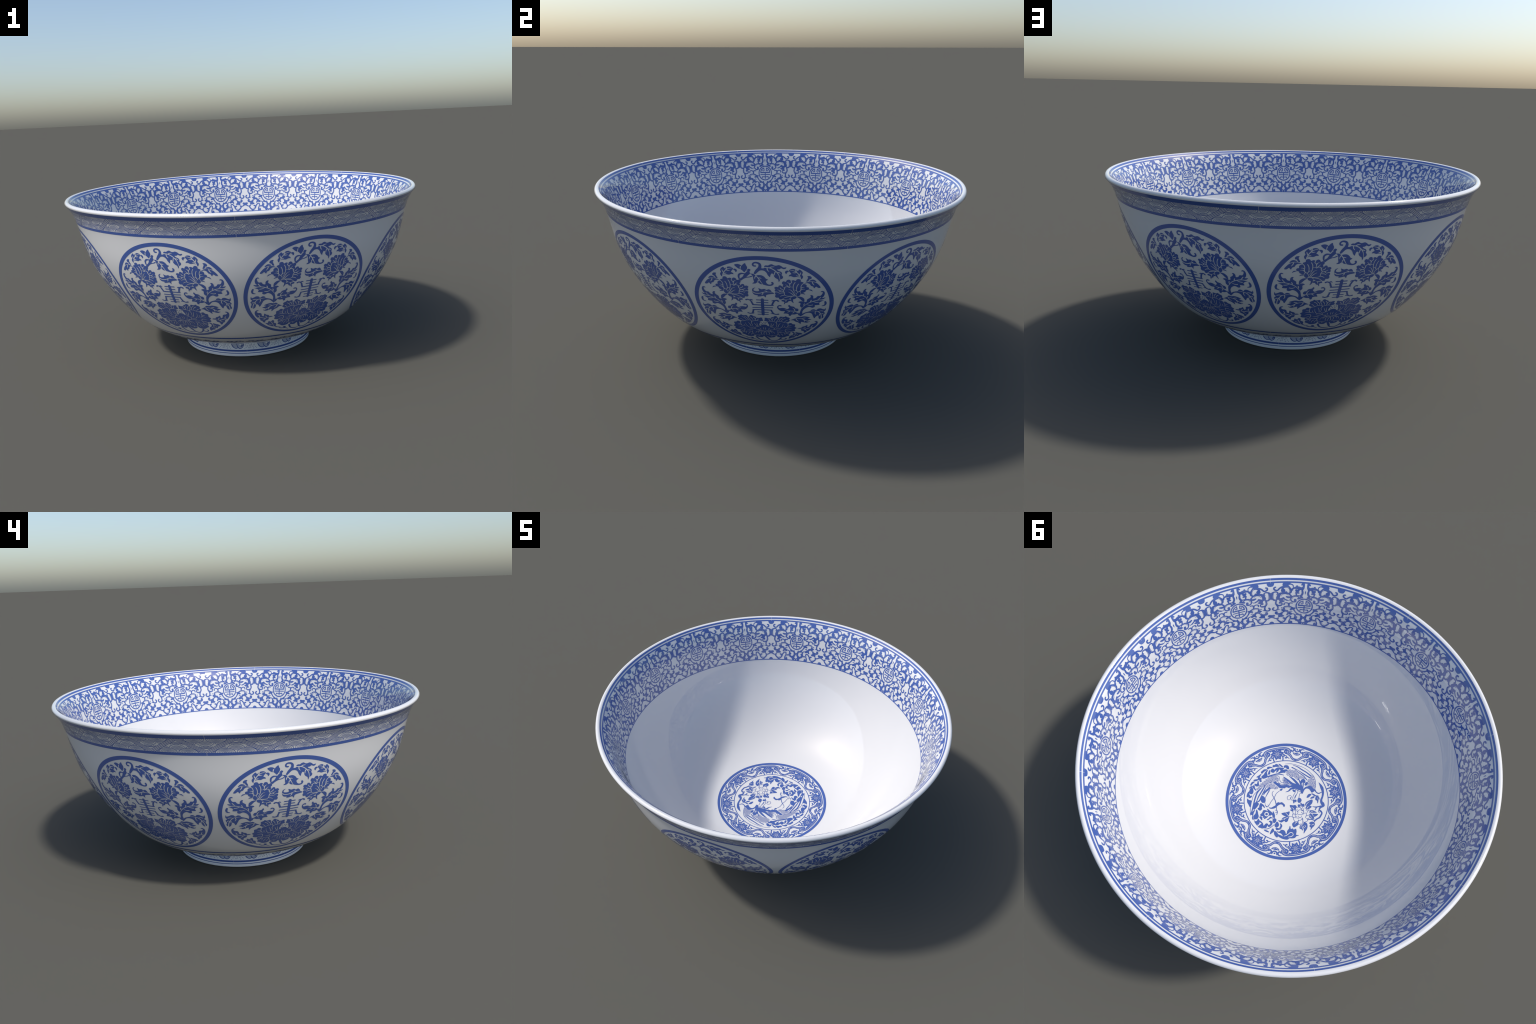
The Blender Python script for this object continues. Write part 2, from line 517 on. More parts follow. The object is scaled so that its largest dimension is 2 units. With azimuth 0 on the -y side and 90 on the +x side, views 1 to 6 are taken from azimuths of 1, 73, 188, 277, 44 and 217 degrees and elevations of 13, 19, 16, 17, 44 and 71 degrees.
# hanging leaf with a curled tip
art.mirrored = False
art.leaf([(-0.147, 0.719), (-0.131, 0.716), (-0.094, 0.713), (-0.06, 0.69), (-0.034, 0.696), (0.005, 0.696), (0.044, 0.669), (0.065, 0.638), (0.089, 0.627), (0.062, 0.602), (0.068, 0.569), (0.094, 0.543), (0.122, 0.544), (0.134, 0.562), (0.124, 0.58), (0.143, 0.59), (0.159, 0.564), (0.147, 0.533), (0.111, 0.519), (0.058, 0.527), (0.023, 0.54), (-0.012, 0.549), (-0.047, 0.575), (-0.07, 0.554), (-0.114, 0.552), (-0.088, 0.578), (-0.094, 0.608), (-0.1, 0.666), (-0.117, 0.702)],
         [[(-0.065, 0.69), (-0.035, 0.647), (-0.006, 0.59), (0.023, 0.537)], [(-0.062, 0.681), (-0.075, 0.657), (-0.077, 0.627)], [(-0.037, 0.649), (-0.013, 0.651), (0.008, 0.64)], [(-0.023, 0.618), (-0.039, 0.597), (-0.038, 0.57)]], piece='leaf#6')
# scroll and large leaf at the top
art.mirrored = False
art.stroke([(-0.064, 0.841), (-0.085, 0.843), (-0.095, 0.867), (-0.079, 0.891), (-0.045, 0.895), (-0.015, 0.879), (-0.007, 0.839), (-0.021, 0.799), (-0.051, 0.759), (-0.073, 0.724)], [0.007, 0.007, 0.007, 0.008, 0.009, 0.011, 0.013, 0.014, 0.012, 0.009], piece='stem')
art.mirrored = False
art.leaf([(-0.018, 0.808), (0.042, 0.814), (0.044, 0.844), (0.062, 0.858), (0.089, 0.855), (0.106, 0.868), (0.136, 0.878), (0.165, 0.859), (0.19, 0.856), (0.216, 0.865), (0.249, 0.851), (0.275, 0.827), (0.314, 0.829), (0.302, 0.807), (0.275, 0.801), (0.25, 0.816), (0.229, 0.799), (0.199, 0.796), (0.212, 0.778), (0.251, 0.754), (0.261, 0.732), (0.255, 0.705), (0.274, 0.68), (0.269, 0.65), (0.243, 0.631), (0.223, 0.588), (0.213, 0.63), (0.178, 0.659), (0.163, 0.684), (0.157, 0.719), (0.135, 0.73), (0.119, 0.701), (0.114, 0.669), (0.087, 0.699), (0.071, 0.739), (0.037, 0.772), (-0.006, 0.773), (-0.046, 0.741), (-0.066, 0.717), (-0.075, 0.728), (-0.051, 0.773)],
         [[(0.042, 0.827), (0.114, 0.816), (0.182, 0.768), (0.218, 0.714), (0.239, 0.621)], [(0.079, 0.818), (0.083, 0.785), (0.104, 0.755)], [(0.106, 0.818), (0.131, 0.834), (0.169, 0.837)], [(0.179, 0.759), (0.169, 0.73), (0.172, 0.7)], [(0.199, 0.75), (0.221, 0.746), (0.244, 0.733)]], piece='leaf#7')
# small leaf above the character
art.mirrored = False
art.leaf([(-0.121, 0.426), (-0.115, 0.459), (-0.076, 0.48), (-0.102, 0.447), (-0.1, 0.426), (-0.076, 0.416), (-0.03, 0.424), (-0.038, 0.472), (0.003, 0.454), (0.039, 0.463), (0.067, 0.445), (0.093, 0.459), (0.121, 0.437), (0.132, 0.412), (0.166, 0.383), (0.118, 0.369), (0.082, 0.361), (0.06, 0.346), (0.053, 0.302), (0.026, 0.331), (-0.012, 0.321), (-0.058, 0.319), (-0.048, 0.33), (-0.098, 0.349), (-0.119, 0.387)],
         [[(-0.12, 0.404), (-0.083, 0.379), (-0.027, 0.38), (0.037, 0.405), (0.139, 0.406)], [(0.019, 0.393), (0.013, 0.366), (-0.003, 0.347)], [(0.078, 0.404), (0.056, 0.425), (0.038, 0.428)]], piece='leaf#8')
# longevity character
art.mirrored = False
art.stroke([(0.005, 0.261), (0.002, -0.072)], 0.0135, piece='longevity_character')
art.mirrored = False
art.stroke([(-0.073, 0.247), (0.079, 0.248)], 0.0052, piece='longevity_character')
art.mirrored = False
art.stroke([(-0.074, 0.196), (0.078, 0.197)], 0.0052, piece='longevity_character')
art.mirrored = False
art.stroke([(-0.134, 0.084), (0.14, 0.092)], 0.0052, piece='longevity_character')
art.mirrored = False
art.stroke([(-0.071, -0.014), (0.077, -0.017)], 0.0052, piece='longevity_character')
art.mirrored = False
art.stroke([(-0.073, -0.069), (0.075, -0.064)], 0.0052, piece='longevity_character')
art.mirrored = False
art.stroke([(-0.133, 0.144), (0.009, 0.143), (0.147, 0.144)], 0.0062, piece='longevity_character')
art.mirrored = False
art.stroke([(-0.135, 0.035), (0.004, 0.04), (0.124, 0.039)], 0.0062, piece='longevity_character')
art.mirrored = False
art.stroke([(-0.121, 0.142), (-0.138, 0.177), (-0.151, 0.22), (-0.172, 0.239), (-0.195, 0.248), (-0.215, 0.237)], [0.006, 0.008, 0.008, 0.006, 0.006, 0.008], piece='longevity_character')
art.mirrored = False
art.stroke([(-0.167, 0.24), (-0.142, 0.249), (-0.124, 0.237)], [0.005, 0.006, 0.003], piece='longevity_character')
art.mirrored = False
art.stroke([(0.132, 0.146), (0.146, 0.196), (0.163, 0.232), (0.191, 0.252), (0.217, 0.234)], [0.007, 0.008, 0.008, 0.006, 0.008], piece='longevity_character')
art.mirrored = False
art.stroke([(0.13, 0.236), (0.154, 0.246), (0.177, 0.244)], [0.004, 0.006, 0.005], piece='longevity_character')
art.mirrored = False
art.stroke([(-0.128, 0.029), (-0.139, -0.01), (-0.15, -0.044), (-0.185, -0.06), (-0.216, -0.049)], [0.007, 0.008, 0.007, 0.006, 0.007], piece='longevity_character')
art.mirrored = False
art.stroke([(-0.174, -0.059), (-0.143, -0.052), (-0.124, -0.043)], [0.005, 0.006, 0.003], piece='longevity_character')
art.mirrored = False
art.stroke([(0.12, 0.034), (0.133, -0.006), (0.15, -0.039), (0.185, -0.06), (0.222, -0.054)], [0.007, 0.008, 0.007, 0.006, 0.008], piece='longevity_character')
art.mirrored = False
art.stroke([(0.115, -0.044), (0.145, -0.044), (0.16, -0.055)], [0.004, 0.006, 0.005], piece='longevity_character')
# upper pair of peonies, back petals first
art.mirrored = True
art.stroke([(-0.659, 0.413), (-0.635, 0.435), (-0.607, 0.442)], [0.002, 0.006, 0.003], piece='peony#upper')
art.mirrored = True
art.stroke([(-0.565, 0.36), (-0.54, 0.375), (-0.515, 0.374)], [0.002, 0.006, 0.004], piece='peony#upper')
art.mirrored = True
art.stroke([(-0.399, 0.27), (-0.402, 0.236), (-0.422, 0.197)], [0.009, 0.007, 0.002], piece='peony#upper')
art.mirrored = True
art.stroke([(-0.304, 0.199), (-0.298, 0.174)], [0.006, 0.002], piece='peony#upper')
art.mirrored = True
art.leaf([(-0.611, 0.467), (-0.597, 0.488), (-0.575, 0.492), (-0.577, 0.52), (-0.564, 0.54), (-0.535, 0.553), (-0.53, 0.578), (-0.507, 0.588), (-0.496, 0.596), (-0.496, 0.62), (-0.469, 0.637), (-0.445, 0.63), (-0.431, 0.605), (-0.406, 0.62), (-0.38, 0.611), (-0.376, 0.594), (-0.365, 0.619), (-0.341, 0.629), (-0.319, 0.615), (-0.31, 0.591), (-0.279, 0.602), (-0.262, 0.582), (-0.265, 0.555), (-0.28, 0.54), (-0.27, 0.52), (-0.283, 0.493), (-0.263, 0.512), (-0.243, 0.532), (-0.221, 0.525), (-0.216, 0.5), (-0.186, 0.507), (-0.165, 0.487), (-0.179, 0.457), (-0.169, 0.439), (-0.182, 0.412), (-0.171, 0.39), (-0.183, 0.363), (-0.174, 0.33), (-0.192, 0.303), (-0.222, 0.304), (-0.232, 0.274), (-0.252, 0.269), (-0.275, 0.276), (-0.32, 0.264), (-0.352, 0.275), (-0.375, 0.292), (-0.386, 0.28), (-0.426, 0.273), (-0.453, 0.294), (-0.463, 0.32), (-0.476, 0.325), (-0.5, 0.345), (-0.506, 0.377), (-0.499, 0.403), (-0.514, 0.384), (-0.547, 0.397), (-0.569, 0.413), (-0.573, 0.435), (-0.599, 0.443)],
         [[(-0.535, 0.56), (-0.514, 0.536), (-0.504, 0.5), (-0.506, 0.462), (-0.494, 0.425), (-0.47, 0.406), (-0.448, 0.366), (-0.454, 0.322)], [(-0.473, 0.554), (-0.456, 0.519), (-0.449, 0.476), (-0.454, 0.431), (-0.47, 0.406)], [(-0.428, 0.584), (-0.409, 0.544), (-0.405, 0.507), (-0.415, 0.436), (-0.441, 0.381)], [(-0.375, 0.603), (-0.384, 0.581), (-0.365, 0.562), (-0.36, 0.538), (-0.366, 0.506), (-0.404, 0.501)], [(-0.36, 0.544), (-0.351, 0.566), (-0.326, 0.584)], [(-0.365, 0.509), (-0.358, 0.492), (-0.332, 0.523), (-0.306, 0.547)], [(-0.358, 0.494), (-0.328, 0.508), (-0.301, 0.498), (-0.295, 0.464), (-0.28, 0.434), (-0.294, 0.4), (-0.297, 0.367), (-0.305, 0.352), (-0.408, 0.335)], [(-0.277, 0.457), (-0.248, 0.473), (-0.237, 0.499)], [(-0.277, 0.425), (-0.237, 0.436), (-0.205, 0.458)], [(-0.247, 0.428), (-0.221, 0.405)], [(-0.171, 0.412), (-0.207, 0.41), (-0.222, 0.395)], [(-0.285, 0.395), (-0.25, 0.392), (-0.219, 0.372)], [(-0.298, 0.353), (-0.264, 0.344), (-0.239, 0.323)], [(-0.404, 0.333), (-0.347, 0.32), (-0.31, 0.308), (-0.266, 0.272)], [(-0.437, 0.341), (-0.405, 0.406), (-0.377, 0.445), (-0.347, 0.458)], [(-0.419, 0.344), (-0.383, 0.386), (-0.344, 0.414)], [(-0.507, 0.474), (-0.52, 0.488), (-0.55, 0.493)], [(-0.496, 0.428), (-0.524, 0.456), (-0.56, 0.456)], [(-0.464, 0.409), (-0.444, 0.439), (-0.416, 0.449)], [(-0.504, 0.401), (-0.492, 0.419), (-0.484, 0.41)], [(-0.469, 0.319), (-0.447, 0.333), (-0.409, 0.332), (-0.372, 0.295)], [(-0.286, 0.494), (-0.296, 0.477), (-0.288, 0.459)]], piece='peony#upper', vein=0.0034)
art.mirrored = True
art.leaf([(-0.383, 0.262), (-0.353, 0.271), (-0.326, 0.254), (-0.263, 0.256), (-0.259, 0.237), (-0.29, 0.225), (-0.312, 0.2), (-0.341, 0.207), (-0.357, 0.235), (-0.384, 0.238)],
         [[(-0.322, 0.254), (-0.32, 0.237), (-0.316, 0.219)]], piece='peony#upper', vein=0.0032)
art.mirrored = True
art.stroke([(-0.47, 0.314), (-0.506, 0.3), (-0.536, 0.27), (-0.56, 0.22)], [0.004, 0.013, 0.015, 0.005], piece='stem')
# pair of long branching leaves at the sides
art.mirrored = True
art.leaf([(-0.768, 0.385), (-0.785, 0.406), (-0.809, 0.4), (-0.828, 0.369), (-0.83, 0.328), (-0.818, 0.29), (-0.8, 0.27), (-0.828, 0.27), (-0.851, 0.275), (-0.828, 0.246), (-0.793, 0.235), (-0.84, 0.218), (-0.802, 0.198), (-0.775, 0.173), (-0.787, 0.135), (-0.753, 0.128), (-0.721, 0.128), (-0.724, 0.092), (-0.7, 0.075), (-0.641, 0.098), (-0.598, 0.074), (-0.562, 0.014), (-0.56, -0.081), (-0.546, -0.117), (-0.524, -0.091), (-0.524, -0.023), (-0.533, 0.04), (-0.539, 0.09), (-0.516, 0.121), (-0.514, 0.188), (-0.486, 0.208), (-0.508, 0.224), (-0.539, 0.224), (-0.567, 0.206), (-0.597, 0.213), (-0.602, 0.258), (-0.633, 0.284), (-0.649, 0.308), (-0.636, 0.335), (-0.656, 0.34), (-0.68, 0.313), (-0.684, 0.272), (-0.717, 0.281), (-0.739, 0.314), (-0.773, 0.314), (-0.798, 0.355), (-0.797, 0.385)],
         [[(-0.786, 0.29), (-0.766, 0.26), (-0.745, 0.236)], [(-0.834, 0.222), (-0.767, 0.233), (-0.71, 0.222), (-0.643, 0.193), (-0.597, 0.158), (-0.568, 0.119), (-0.541, 0.078)], [(-0.767, 0.186), (-0.728, 0.19), (-0.681, 0.213)], [(-0.694, 0.138), (-0.655, 0.131), (-0.609, 0.15)], [(-0.664, 0.243), (-0.651, 0.217), (-0.653, 0.191)], [(-0.575, 0.177), (-0.566, 0.153), (-0.571, 0.122)]], piece='leaf#9')
art.mirrored = True
art.stroke([(-0.859, 0.188), (-0.871, 0.148), (-0.862, 0.113), (-0.827, 0.101)], [0.008, 0.010, 0.008, 0.004], piece='tendril#10')
art.mirrored = True
art.leaf([(-0.886, 0.049), (-0.881, 0.018), (-0.847, 0.028), (-0.813, 0.048), (-0.775, 0.042), (-0.757, 0.014), (-0.72, 0.039), (-0.684, 0.028), (-0.669, 0.001), (-0.633, -0.013), (-0.583, -0.036), (-0.547, -0.083), (-0.54, -0.116), (-0.568, -0.09), (-0.613, -0.044), (-0.661, -0.038), (-0.701, -0.062), (-0.722, -0.111), (-0.761, -0.184), (-0.78, -0.139), (-0.801, -0.121), (-0.832, -0.202), (-0.853, -0.221), (-0.869, -0.215), (-0.895, -0.185), (-0.883, -0.12), (-0.9, -0.073), (-0.874, -0.037), (-0.895, -0.01)],
         [[(-0.867, -0.224), (-0.859, -0.148), (-0.828, -0.07), (-0.779, -0.016), (-0.731, -0.003), (-0.662, 0.003)], [(-0.864, -0.022), (-0.829, -0.011), (-0.787, -0.021)], [(-0.881, -0.095), (-0.855, -0.079), (-0.841, -0.091)], [(-0.756, -0.014), (-0.748, -0.049), (-0.766, -0.092)], [(-0.825, -0.086), (-0.821, -0.107), (-0.833, -0.131)]], piece='leaf#11')
art.mirrored = True
art.leaf([(-0.535, -0.093), (-0.527, -0.057), (-0.492, -0.01), (-0.462, 0.009), (-0.495, 0.015), (-0.5, 0.046), (-0.482, 0.073), (-0.458, 0.076), (-0.434, 0.112), (-0.382, 0.132), (-0.367, 0.157), (-0.352, 0.141), (-0.369, 0.092), (-0.345, 0.065), (-0.301, 0.088), (-0.27, 0.093), (-0.231, 0.087), (-0.218, 0.117), (-0.236, 0.13), (-0.261, 0.124), (-0.261, 0.144), (-0.229, 0.151), (-0.201, 0.115), (-0.207, 0.083), (-0.225, 0.05), (-0.259, 0.021), (-0.311, 0.014), (-0.294, -0.037), (-0.323, -0.037), (-0.367, -0.055), (-0.369, -0.087), (-0.396, -0.098), (-0.406, -0.068), (-0.454, -0.064), (-0.489, -0.05), (-0.522, -0.095)],
         [[(-0.508, -0.037), (-0.445, 0.014), (-0.387, 0.022), (-0.307, 0.058)], [(-0.451, 0.015), (-0.444, 0.052), (-0.415, 0.091)], [(-0.443, -0.004), (-0.426, -0.025), (-0.416, -0.032)], [(-0.379, 0.019), (-0.359, -0.002), (-0.342, -0.007)]], piece='leaf#12')
art.mirrored = True
art.leaf([(-0.718, -0.214), (-0.677, -0.19), (-0.656, -0.175), (-0.689, -0.164), (-0.633, -0.129), (-0.586, -0.12), (-0.544, -0.132), (-0.504, -0.126), (-0.467, -0.163), (-0.438, -0.182), (-0.401, -0.208), (-0.444, -0.213), (-0.479, -0.249), (-0.518, -0.271), (-0.564, -0.318), (-0.568, -0.264), (-0.607, -0.278), (-0.658, -0.293), (-0.702, -0.267), (-0.661, -0.239), (-0.692, -0.224)],
         [[(-0.69, -0.27), (-0.63, -0.231), (-0.585, -0.191), (-0.464, -0.159)], [(-0.621, -0.161), (-0.585, -0.166), (-0.56, -0.178)], [(-0.48, -0.17), (-0.5, -0.216), (-0.527, -0.245)], [(-0.602, -0.211), (-0.613, -0.237), (-0.615, -0.266)]], piece='leaf#13')
art.mirrored = True
art.leaf([(-0.771, -0.271), (-0.8, -0.264), (-0.826, -0.285), (-0.836, -0.336), (-0.824, -0.392), (-0.787, -0.453), (-0.747, -0.485), (-0.731, -0.535), (-0.7, -0.556), (-0.687, -0.587), (-0.655, -0.603), (-0.645, -0.552), (-0.599, -0.523), (-0.59, -0.477), (-0.529, -0.453), (-0.558, -0.437), (-0.589, -0.439), (-0.6, -0.411), (-0.643, -0.391), (-0.675, -0.362), (-0.689, -0.426), (-0.714, -0.41), (-0.726, -0.358), (-0.744, -0.339), (-0.779, -0.334), (-0.805, -0.3)],
         [[(-0.779, -0.448), (-0.725, -0.457), (-0.675, -0.478), (-0.578, -0.466)], [(-0.772, -0.386), (-0.752, -0.421), (-0.756, -0.454)], [(-0.659, -0.424), (-0.638, -0.447), (-0.636, -0.473)], [(-0.648, -0.481), (-0.682, -0.52), (-0.697, -0.528)]], piece='leaf#14')
# lowest sprigs
art.mirrored = False
art.leaf([(-0.647, -0.616), (-0.604, -0.624), (-0.586, -0.572), (-0.551, -0.595), (-0.52, -0.556), (-0.49, -0.58), (-0.485, -0.638), (-0.451, -0.654), (-0.452, -0.75), (-0.493, -0.743), (-0.545, -0.716), (-0.584, -0.691), (-0.619, -0.652)],
         [[(-0.535, -0.609), (-0.506, -0.668), (-0.473, -0.742)], [(-0.576, -0.662), (-0.541, -0.677), (-0.516, -0.683)]], piece='leaf#15', vein=0.0034)
art.mirrored = False
art.stroke([(-0.461, -0.732), (-0.408, -0.775), (-0.337, -0.78)], [0.006, 0.006, 0.003], piece='stem')
art.mirrored = False
art.stroke([(-0.362, -0.806), (-0.315, -0.832), (-0.236, -0.84), (-0.157, -0.886)], [0.006, 0.007, 0.006, 0.002], piece='stem')
art.mirrored = False
art.stroke([(-0.274, -0.795), (-0.243, -0.806), (-0.269, -0.84)], [0.008, 0.012, 0.008], piece='stem')
art.mirrored = False
art.leaf([(0.416, -0.801), (0.423, -0.704), (0.473, -0.649), (0.476, -0.606), (0.442, -0.566), (0.477, -0.562), (0.503, -0.61), (0.514, -0.573), (0.563, -0.591), (0.6, -0.602), (0.636, -0.651), (0.59, -0.665), (0.56, -0.716), (0.539, -0.698), (0.502, -0.759), (0.477, -0.763)],
         [[(0.504, -0.596), (0.51, -0.658), (0.497, -0.734)], [(0.463, -0.706), (0.483, -0.688), (0.503, -0.676)], [(0.506, -0.614), (0.538, -0.635), (0.56, -0.668)]], piece='leaf#16', vein=0.0034)
# large peony at the foot of the medallion
art.mirrored = True
art.leaf([(0.029, -0.345), (0.002, -0.34), (-0.038, -0.359), (-0.071, -0.383), (-0.079, -0.354), (-0.062, -0.294), (-0.053, -0.256), (-0.043, -0.245), (-0.013, -0.236), (-0.008, -0.21), (-0.021, -0.191), (-0.016, -0.155), (-0.039, -0.15), (-0.071, -0.164), (-0.097, -0.16), (-0.118, -0.183), (-0.108, -0.148), (-0.126, -0.132), (-0.151, -0.119), (-0.17, -0.102), (-0.196, -0.108), (-0.205, -0.134), (-0.228, -0.155), (-0.235, -0.128), (-0.252, -0.113), (-0.282, -0.121), (-0.309, -0.121), (-0.327, -0.104), (-0.347, -0.127), (-0.382, -0.147), (-0.386, -0.179), (-0.375, -0.191), (-0.397, -0.223), (-0.378, -0.247), (-0.353, -0.267), (-0.315, -0.272), (-0.358, -0.292), (-0.371, -0.321), (-0.378, -0.296), (-0.419, -0.289), (-0.439, -0.318), (-0.478, -0.331), (-0.481, -0.372), (-0.477, -0.391), (-0.512, -0.441), (-0.487, -0.467), (-0.498, -0.519), (-0.462, -0.544), (-0.42, -0.548), (-0.427, -0.6), (-0.403, -0.63), (-0.413, -0.682), (-0.368, -0.71), (-0.323, -0.746), (-0.273, -0.752), (-0.211, -0.727), (-0.186, -0.69), (-0.161, -0.736), (-0.113, -0.759), (-0.062, -0.759), (-0.034, -0.721), (-0.008, -0.709), (0.017, -0.707), (0.03, -0.517)],
         [[(-0.325, -0.159), (-0.291, -0.181), (-0.26, -0.232)], [(-0.285, -0.144), (-0.252, -0.175), (-0.228, -0.237)], [(-0.355, -0.21), (-0.326, -0.233), (-0.308, -0.259)], [(-0.233, -0.132), (-0.221, -0.18), (-0.195, -0.232)], [(-0.201, -0.145), (-0.169, -0.191), (-0.16, -0.232)], [(-0.153, -0.144), (-0.13, -0.178), (-0.131, -0.233)], [(-0.078, -0.186), (-0.092, -0.22), (-0.115, -0.241)], [(-0.114, -0.171), (-0.128, -0.214), (-0.123, -0.242)], [(-0.319, -0.275), (-0.261, -0.242), (-0.196, -0.242), (-0.189, -0.279), (-0.2, -0.32), (-0.187, -0.349), (-0.195, -0.391), (-0.158, -0.433)], [(-0.194, -0.27), (-0.154, -0.248), (-0.104, -0.24), (-0.054, -0.252)], [(-0.369, -0.317), (-0.372, -0.369), (-0.356, -0.408), (-0.305, -0.414), (-0.29, -0.432)], [(-0.178, -0.452), (-0.245, -0.441), (-0.283, -0.384), (-0.294, -0.315)], [(-0.213, -0.414), (-0.226, -0.344), (-0.251, -0.289)], [(-0.109, -0.4), (-0.133, -0.362), (-0.154, -0.304)], [(-0.097, -0.388), (-0.109, -0.349), (-0.109, -0.294)], [(-0.383, -0.366), (-0.428, -0.36)], [(-0.35, -0.406), (-0.378, -0.401), (-0.433, -0.413)], [(-0.343, -0.463), (-0.39, -0.462), (-0.436, -0.483)], [(-0.319, -0.395), (-0.324, -0.361)], [(-0.349, -0.465), (-0.331, -0.5), (-0.349, -0.56), (-0.374, -0.624)], [(-0.204, -0.522), (-0.258, -0.525), (-0.304, -0.511)], [(-0.157, -0.476), (-0.218, -0.491), (-0.255, -0.469)], [(-0.236, -0.573), (-0.277, -0.563)], [(-0.416, -0.545), (-0.366, -0.523), (-0.341, -0.535)], [(-0.364, -0.574), (-0.411, -0.579)], [(-0.081, -0.399), (-0.134, -0.419), (-0.161, -0.455), (-0.136, -0.49), (-0.084, -0.494), (-0.006, -0.531)], [(-0.06, -0.481), (-0.079, -0.439)], [(-0.108, -0.497), (-0.076, -0.527), (-0.011, -0.526)], [(-0.202, -0.545), (-0.221, -0.595), (-0.204, -0.64), (-0.196, -0.696)], [(-0.088, -0.534), (-0.146, -0.571), (-0.164, -0.622)], [(-0.053, -0.536), (-0.103, -0.559), (-0.12, -0.609)], [(-0.066, -0.645), (-0.069, -0.585), (-0.003, -0.531)], [(-0.014, -0.487), (-0.02, -0.417)], [(-0.32, -0.601), (-0.343, -0.654)], [(-0.261, -0.613), (-0.293, -0.656), (-0.301, -0.696)], [(-0.214, -0.63), (-0.241, -0.659), (-0.25, -0.699)], [(-0.401, -0.63), (-0.317, -0.582), (-0.219, -0.582)], [(-0.186, -0.688), (-0.123, -0.684), (-0.066, -0.67), (-0.033, -0.641)], [(-0.004, -0.543), (-0.024, -0.616), (-0.021, -0.681)], [(-0.124, -0.691), (-0.096, -0.72)]], piece='peony#lower', vein=0.0031)
art.mirrored = False
art.dot((-0.043, -0.277), 0.0038, piece='peony#lower', squash=0.7)
art.mirrored = False
art.dot((0.0, -0.271), 0.0038, piece='peony#lower', squash=0.7)
art.mirrored = False
art.dot((0.032, -0.275), 0.0038, piece='peony#lower', squash=0.7)
art.mirrored = False
art.dot((-0.024, -0.31), 0.0038, piece='peony#lower', squash=0.7)
art.mirrored = False
art.dot((0.017, -0.311), 0.0038, piece='peony#lower', squash=0.7)
art.mirrored = False
art.dot((-0.047, -0.337), 0.0038, piece='peony#lower', squash=0.7)
# stems below it
art.mirrored = False
art.stroke([(-0.003, -0.715), (0.03, -0.78), (0.076, -0.864), (0.154, -0.889), (0.233, -0.84), (0.27, -0.775)], [0.012, 0.014, 0.008, 0.007, 0.008, 0.012], piece='stem')
art.mirrored = False
art.stroke([(0.271, -0.825), (0.31, -0.839), (0.348, -0.825), (0.366, -0.79), (0.343, -0.782)], [0.006, 0.006, 0.007, 0.007, 0.006], piece='stem')
art.mirrored = False
art.stroke([(-0.171, -0.758), (-0.119, -0.849), (-0.044, -0.889), (0.008, -0.894), (0.05, -0.884)], [0.012, 0.010, 0.007, 0.007, 0.004], piece='stem')
art.mirrored = False


def on_outer_wall(x, y):
    return OUTER.wrap(x / MED_ASPECT[0] * HALF_SPAN, MED_S + y / MED_ASPECT[1] * MED_H)


medallion_pieces = art.flatten(on_outer_wall, 0.022, material=cobalt)
ring_mesh = medallion_pieces.pop("medallion")
for k in range(8):
    medallion = place("medallion", ring_mesh, bowl, 22.5 + 45.0 * k)
    for piece, mesh in medallion_pieces.items():
        place(plain(piece), mesh, medallion)

# ----------------------------------------------------------------------------- inner scroll border
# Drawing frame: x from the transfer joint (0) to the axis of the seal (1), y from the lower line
# (0) to the upper line (1).  The pattern is mirrored at both axes.
BAND_H = S_IN4 - S_LOW
BAND_HALF = 11.25
BAND_ASPECT = (0.1795, BAND_H)
band = Painting(BAND_ASPECT, step=0.0035)
band.piece = "scroll_border"
# drop and mass hanging from the upper line
band.shape([(-0.022, 1.008), (0.106, 1.002), (0.091, 0.962), (0.066, 0.939), (0.027, 0.933), (-0.023, 0.931)], BLUE)
band.shape([(0.362, 1.006), (0.564, 1.009), (0.56, 0.981), (0.507, 0.966), (0.49, 0.944), (0.472, 0.909), (0.423, 0.908), (0.383, 0.92), (0.35, 0.94), (0.338, 0.966)], BLUE)
band.stroke([(0.362, 0.927), (0.284, 0.906), (0.236, 0.879), (0.197, 0.852), (0.137, 0.855), (0.097, 0.877), (0.101, 0.91), (0.14, 0.918)], [0.0086, 0.0086, 0.0086, 0.0077, 0.0077, 0.0086, 0.0086, 0.0076], BLUE)
band.stroke([(0.387, 0.928), (0.34, 0.887), (0.347, 0.845)], [0.0104, 0.0112, 0.0176], BLUE)
band.dot((0.357, 0.843), 0.0112, BLUE)
band.stroke([(0.485, 0.941), (0.532, 0.913), (0.57, 0.875), (0.586, 0.829), (0.571, 0.797), (0.532, 0.782)], [0.0104, 0.0077, 0.0086, 0.0095, 0.0095, 0.0068], BLUE)
band.stroke([(0.507, 0.971), (0.585, 0.974), (0.637, 0.95), (0.646, 0.911)], [0.0068, 0.0059, 0.0054, 0.0043], BLUE)
band.stroke([(0.615, 0.873), (0.662, 0.897), (0.741, 0.907), (0.812, 0.899), (0.872, 0.893), (0.925, 0.909)], [0.0097, 0.0086, 0.014, 0.0194, 0.0158, 0.014], BLUE)
band.dot((0.749, 0.937), 0.0054, BLUE)
band.dot((0.622, 0.857), 0.0043, BLUE)
band.dot((0.767, 0.852), 0.0112, BLUE)
band.stroke([(0.726, 0.88), (0.773, 0.874)], [0.0022, 0.0032], WHITE)
band.stroke([(0.92, 1.004), (0.937, 0.966), (0.934, 0.913), (0.907, 0.859), (0.926, 0.813), (0.914, 0.766), (0.873, 0.728)], [0.014, 0.0104, 0.0104, 0.0086, 0.0077, 0.0086, 0.0104], BLUE)
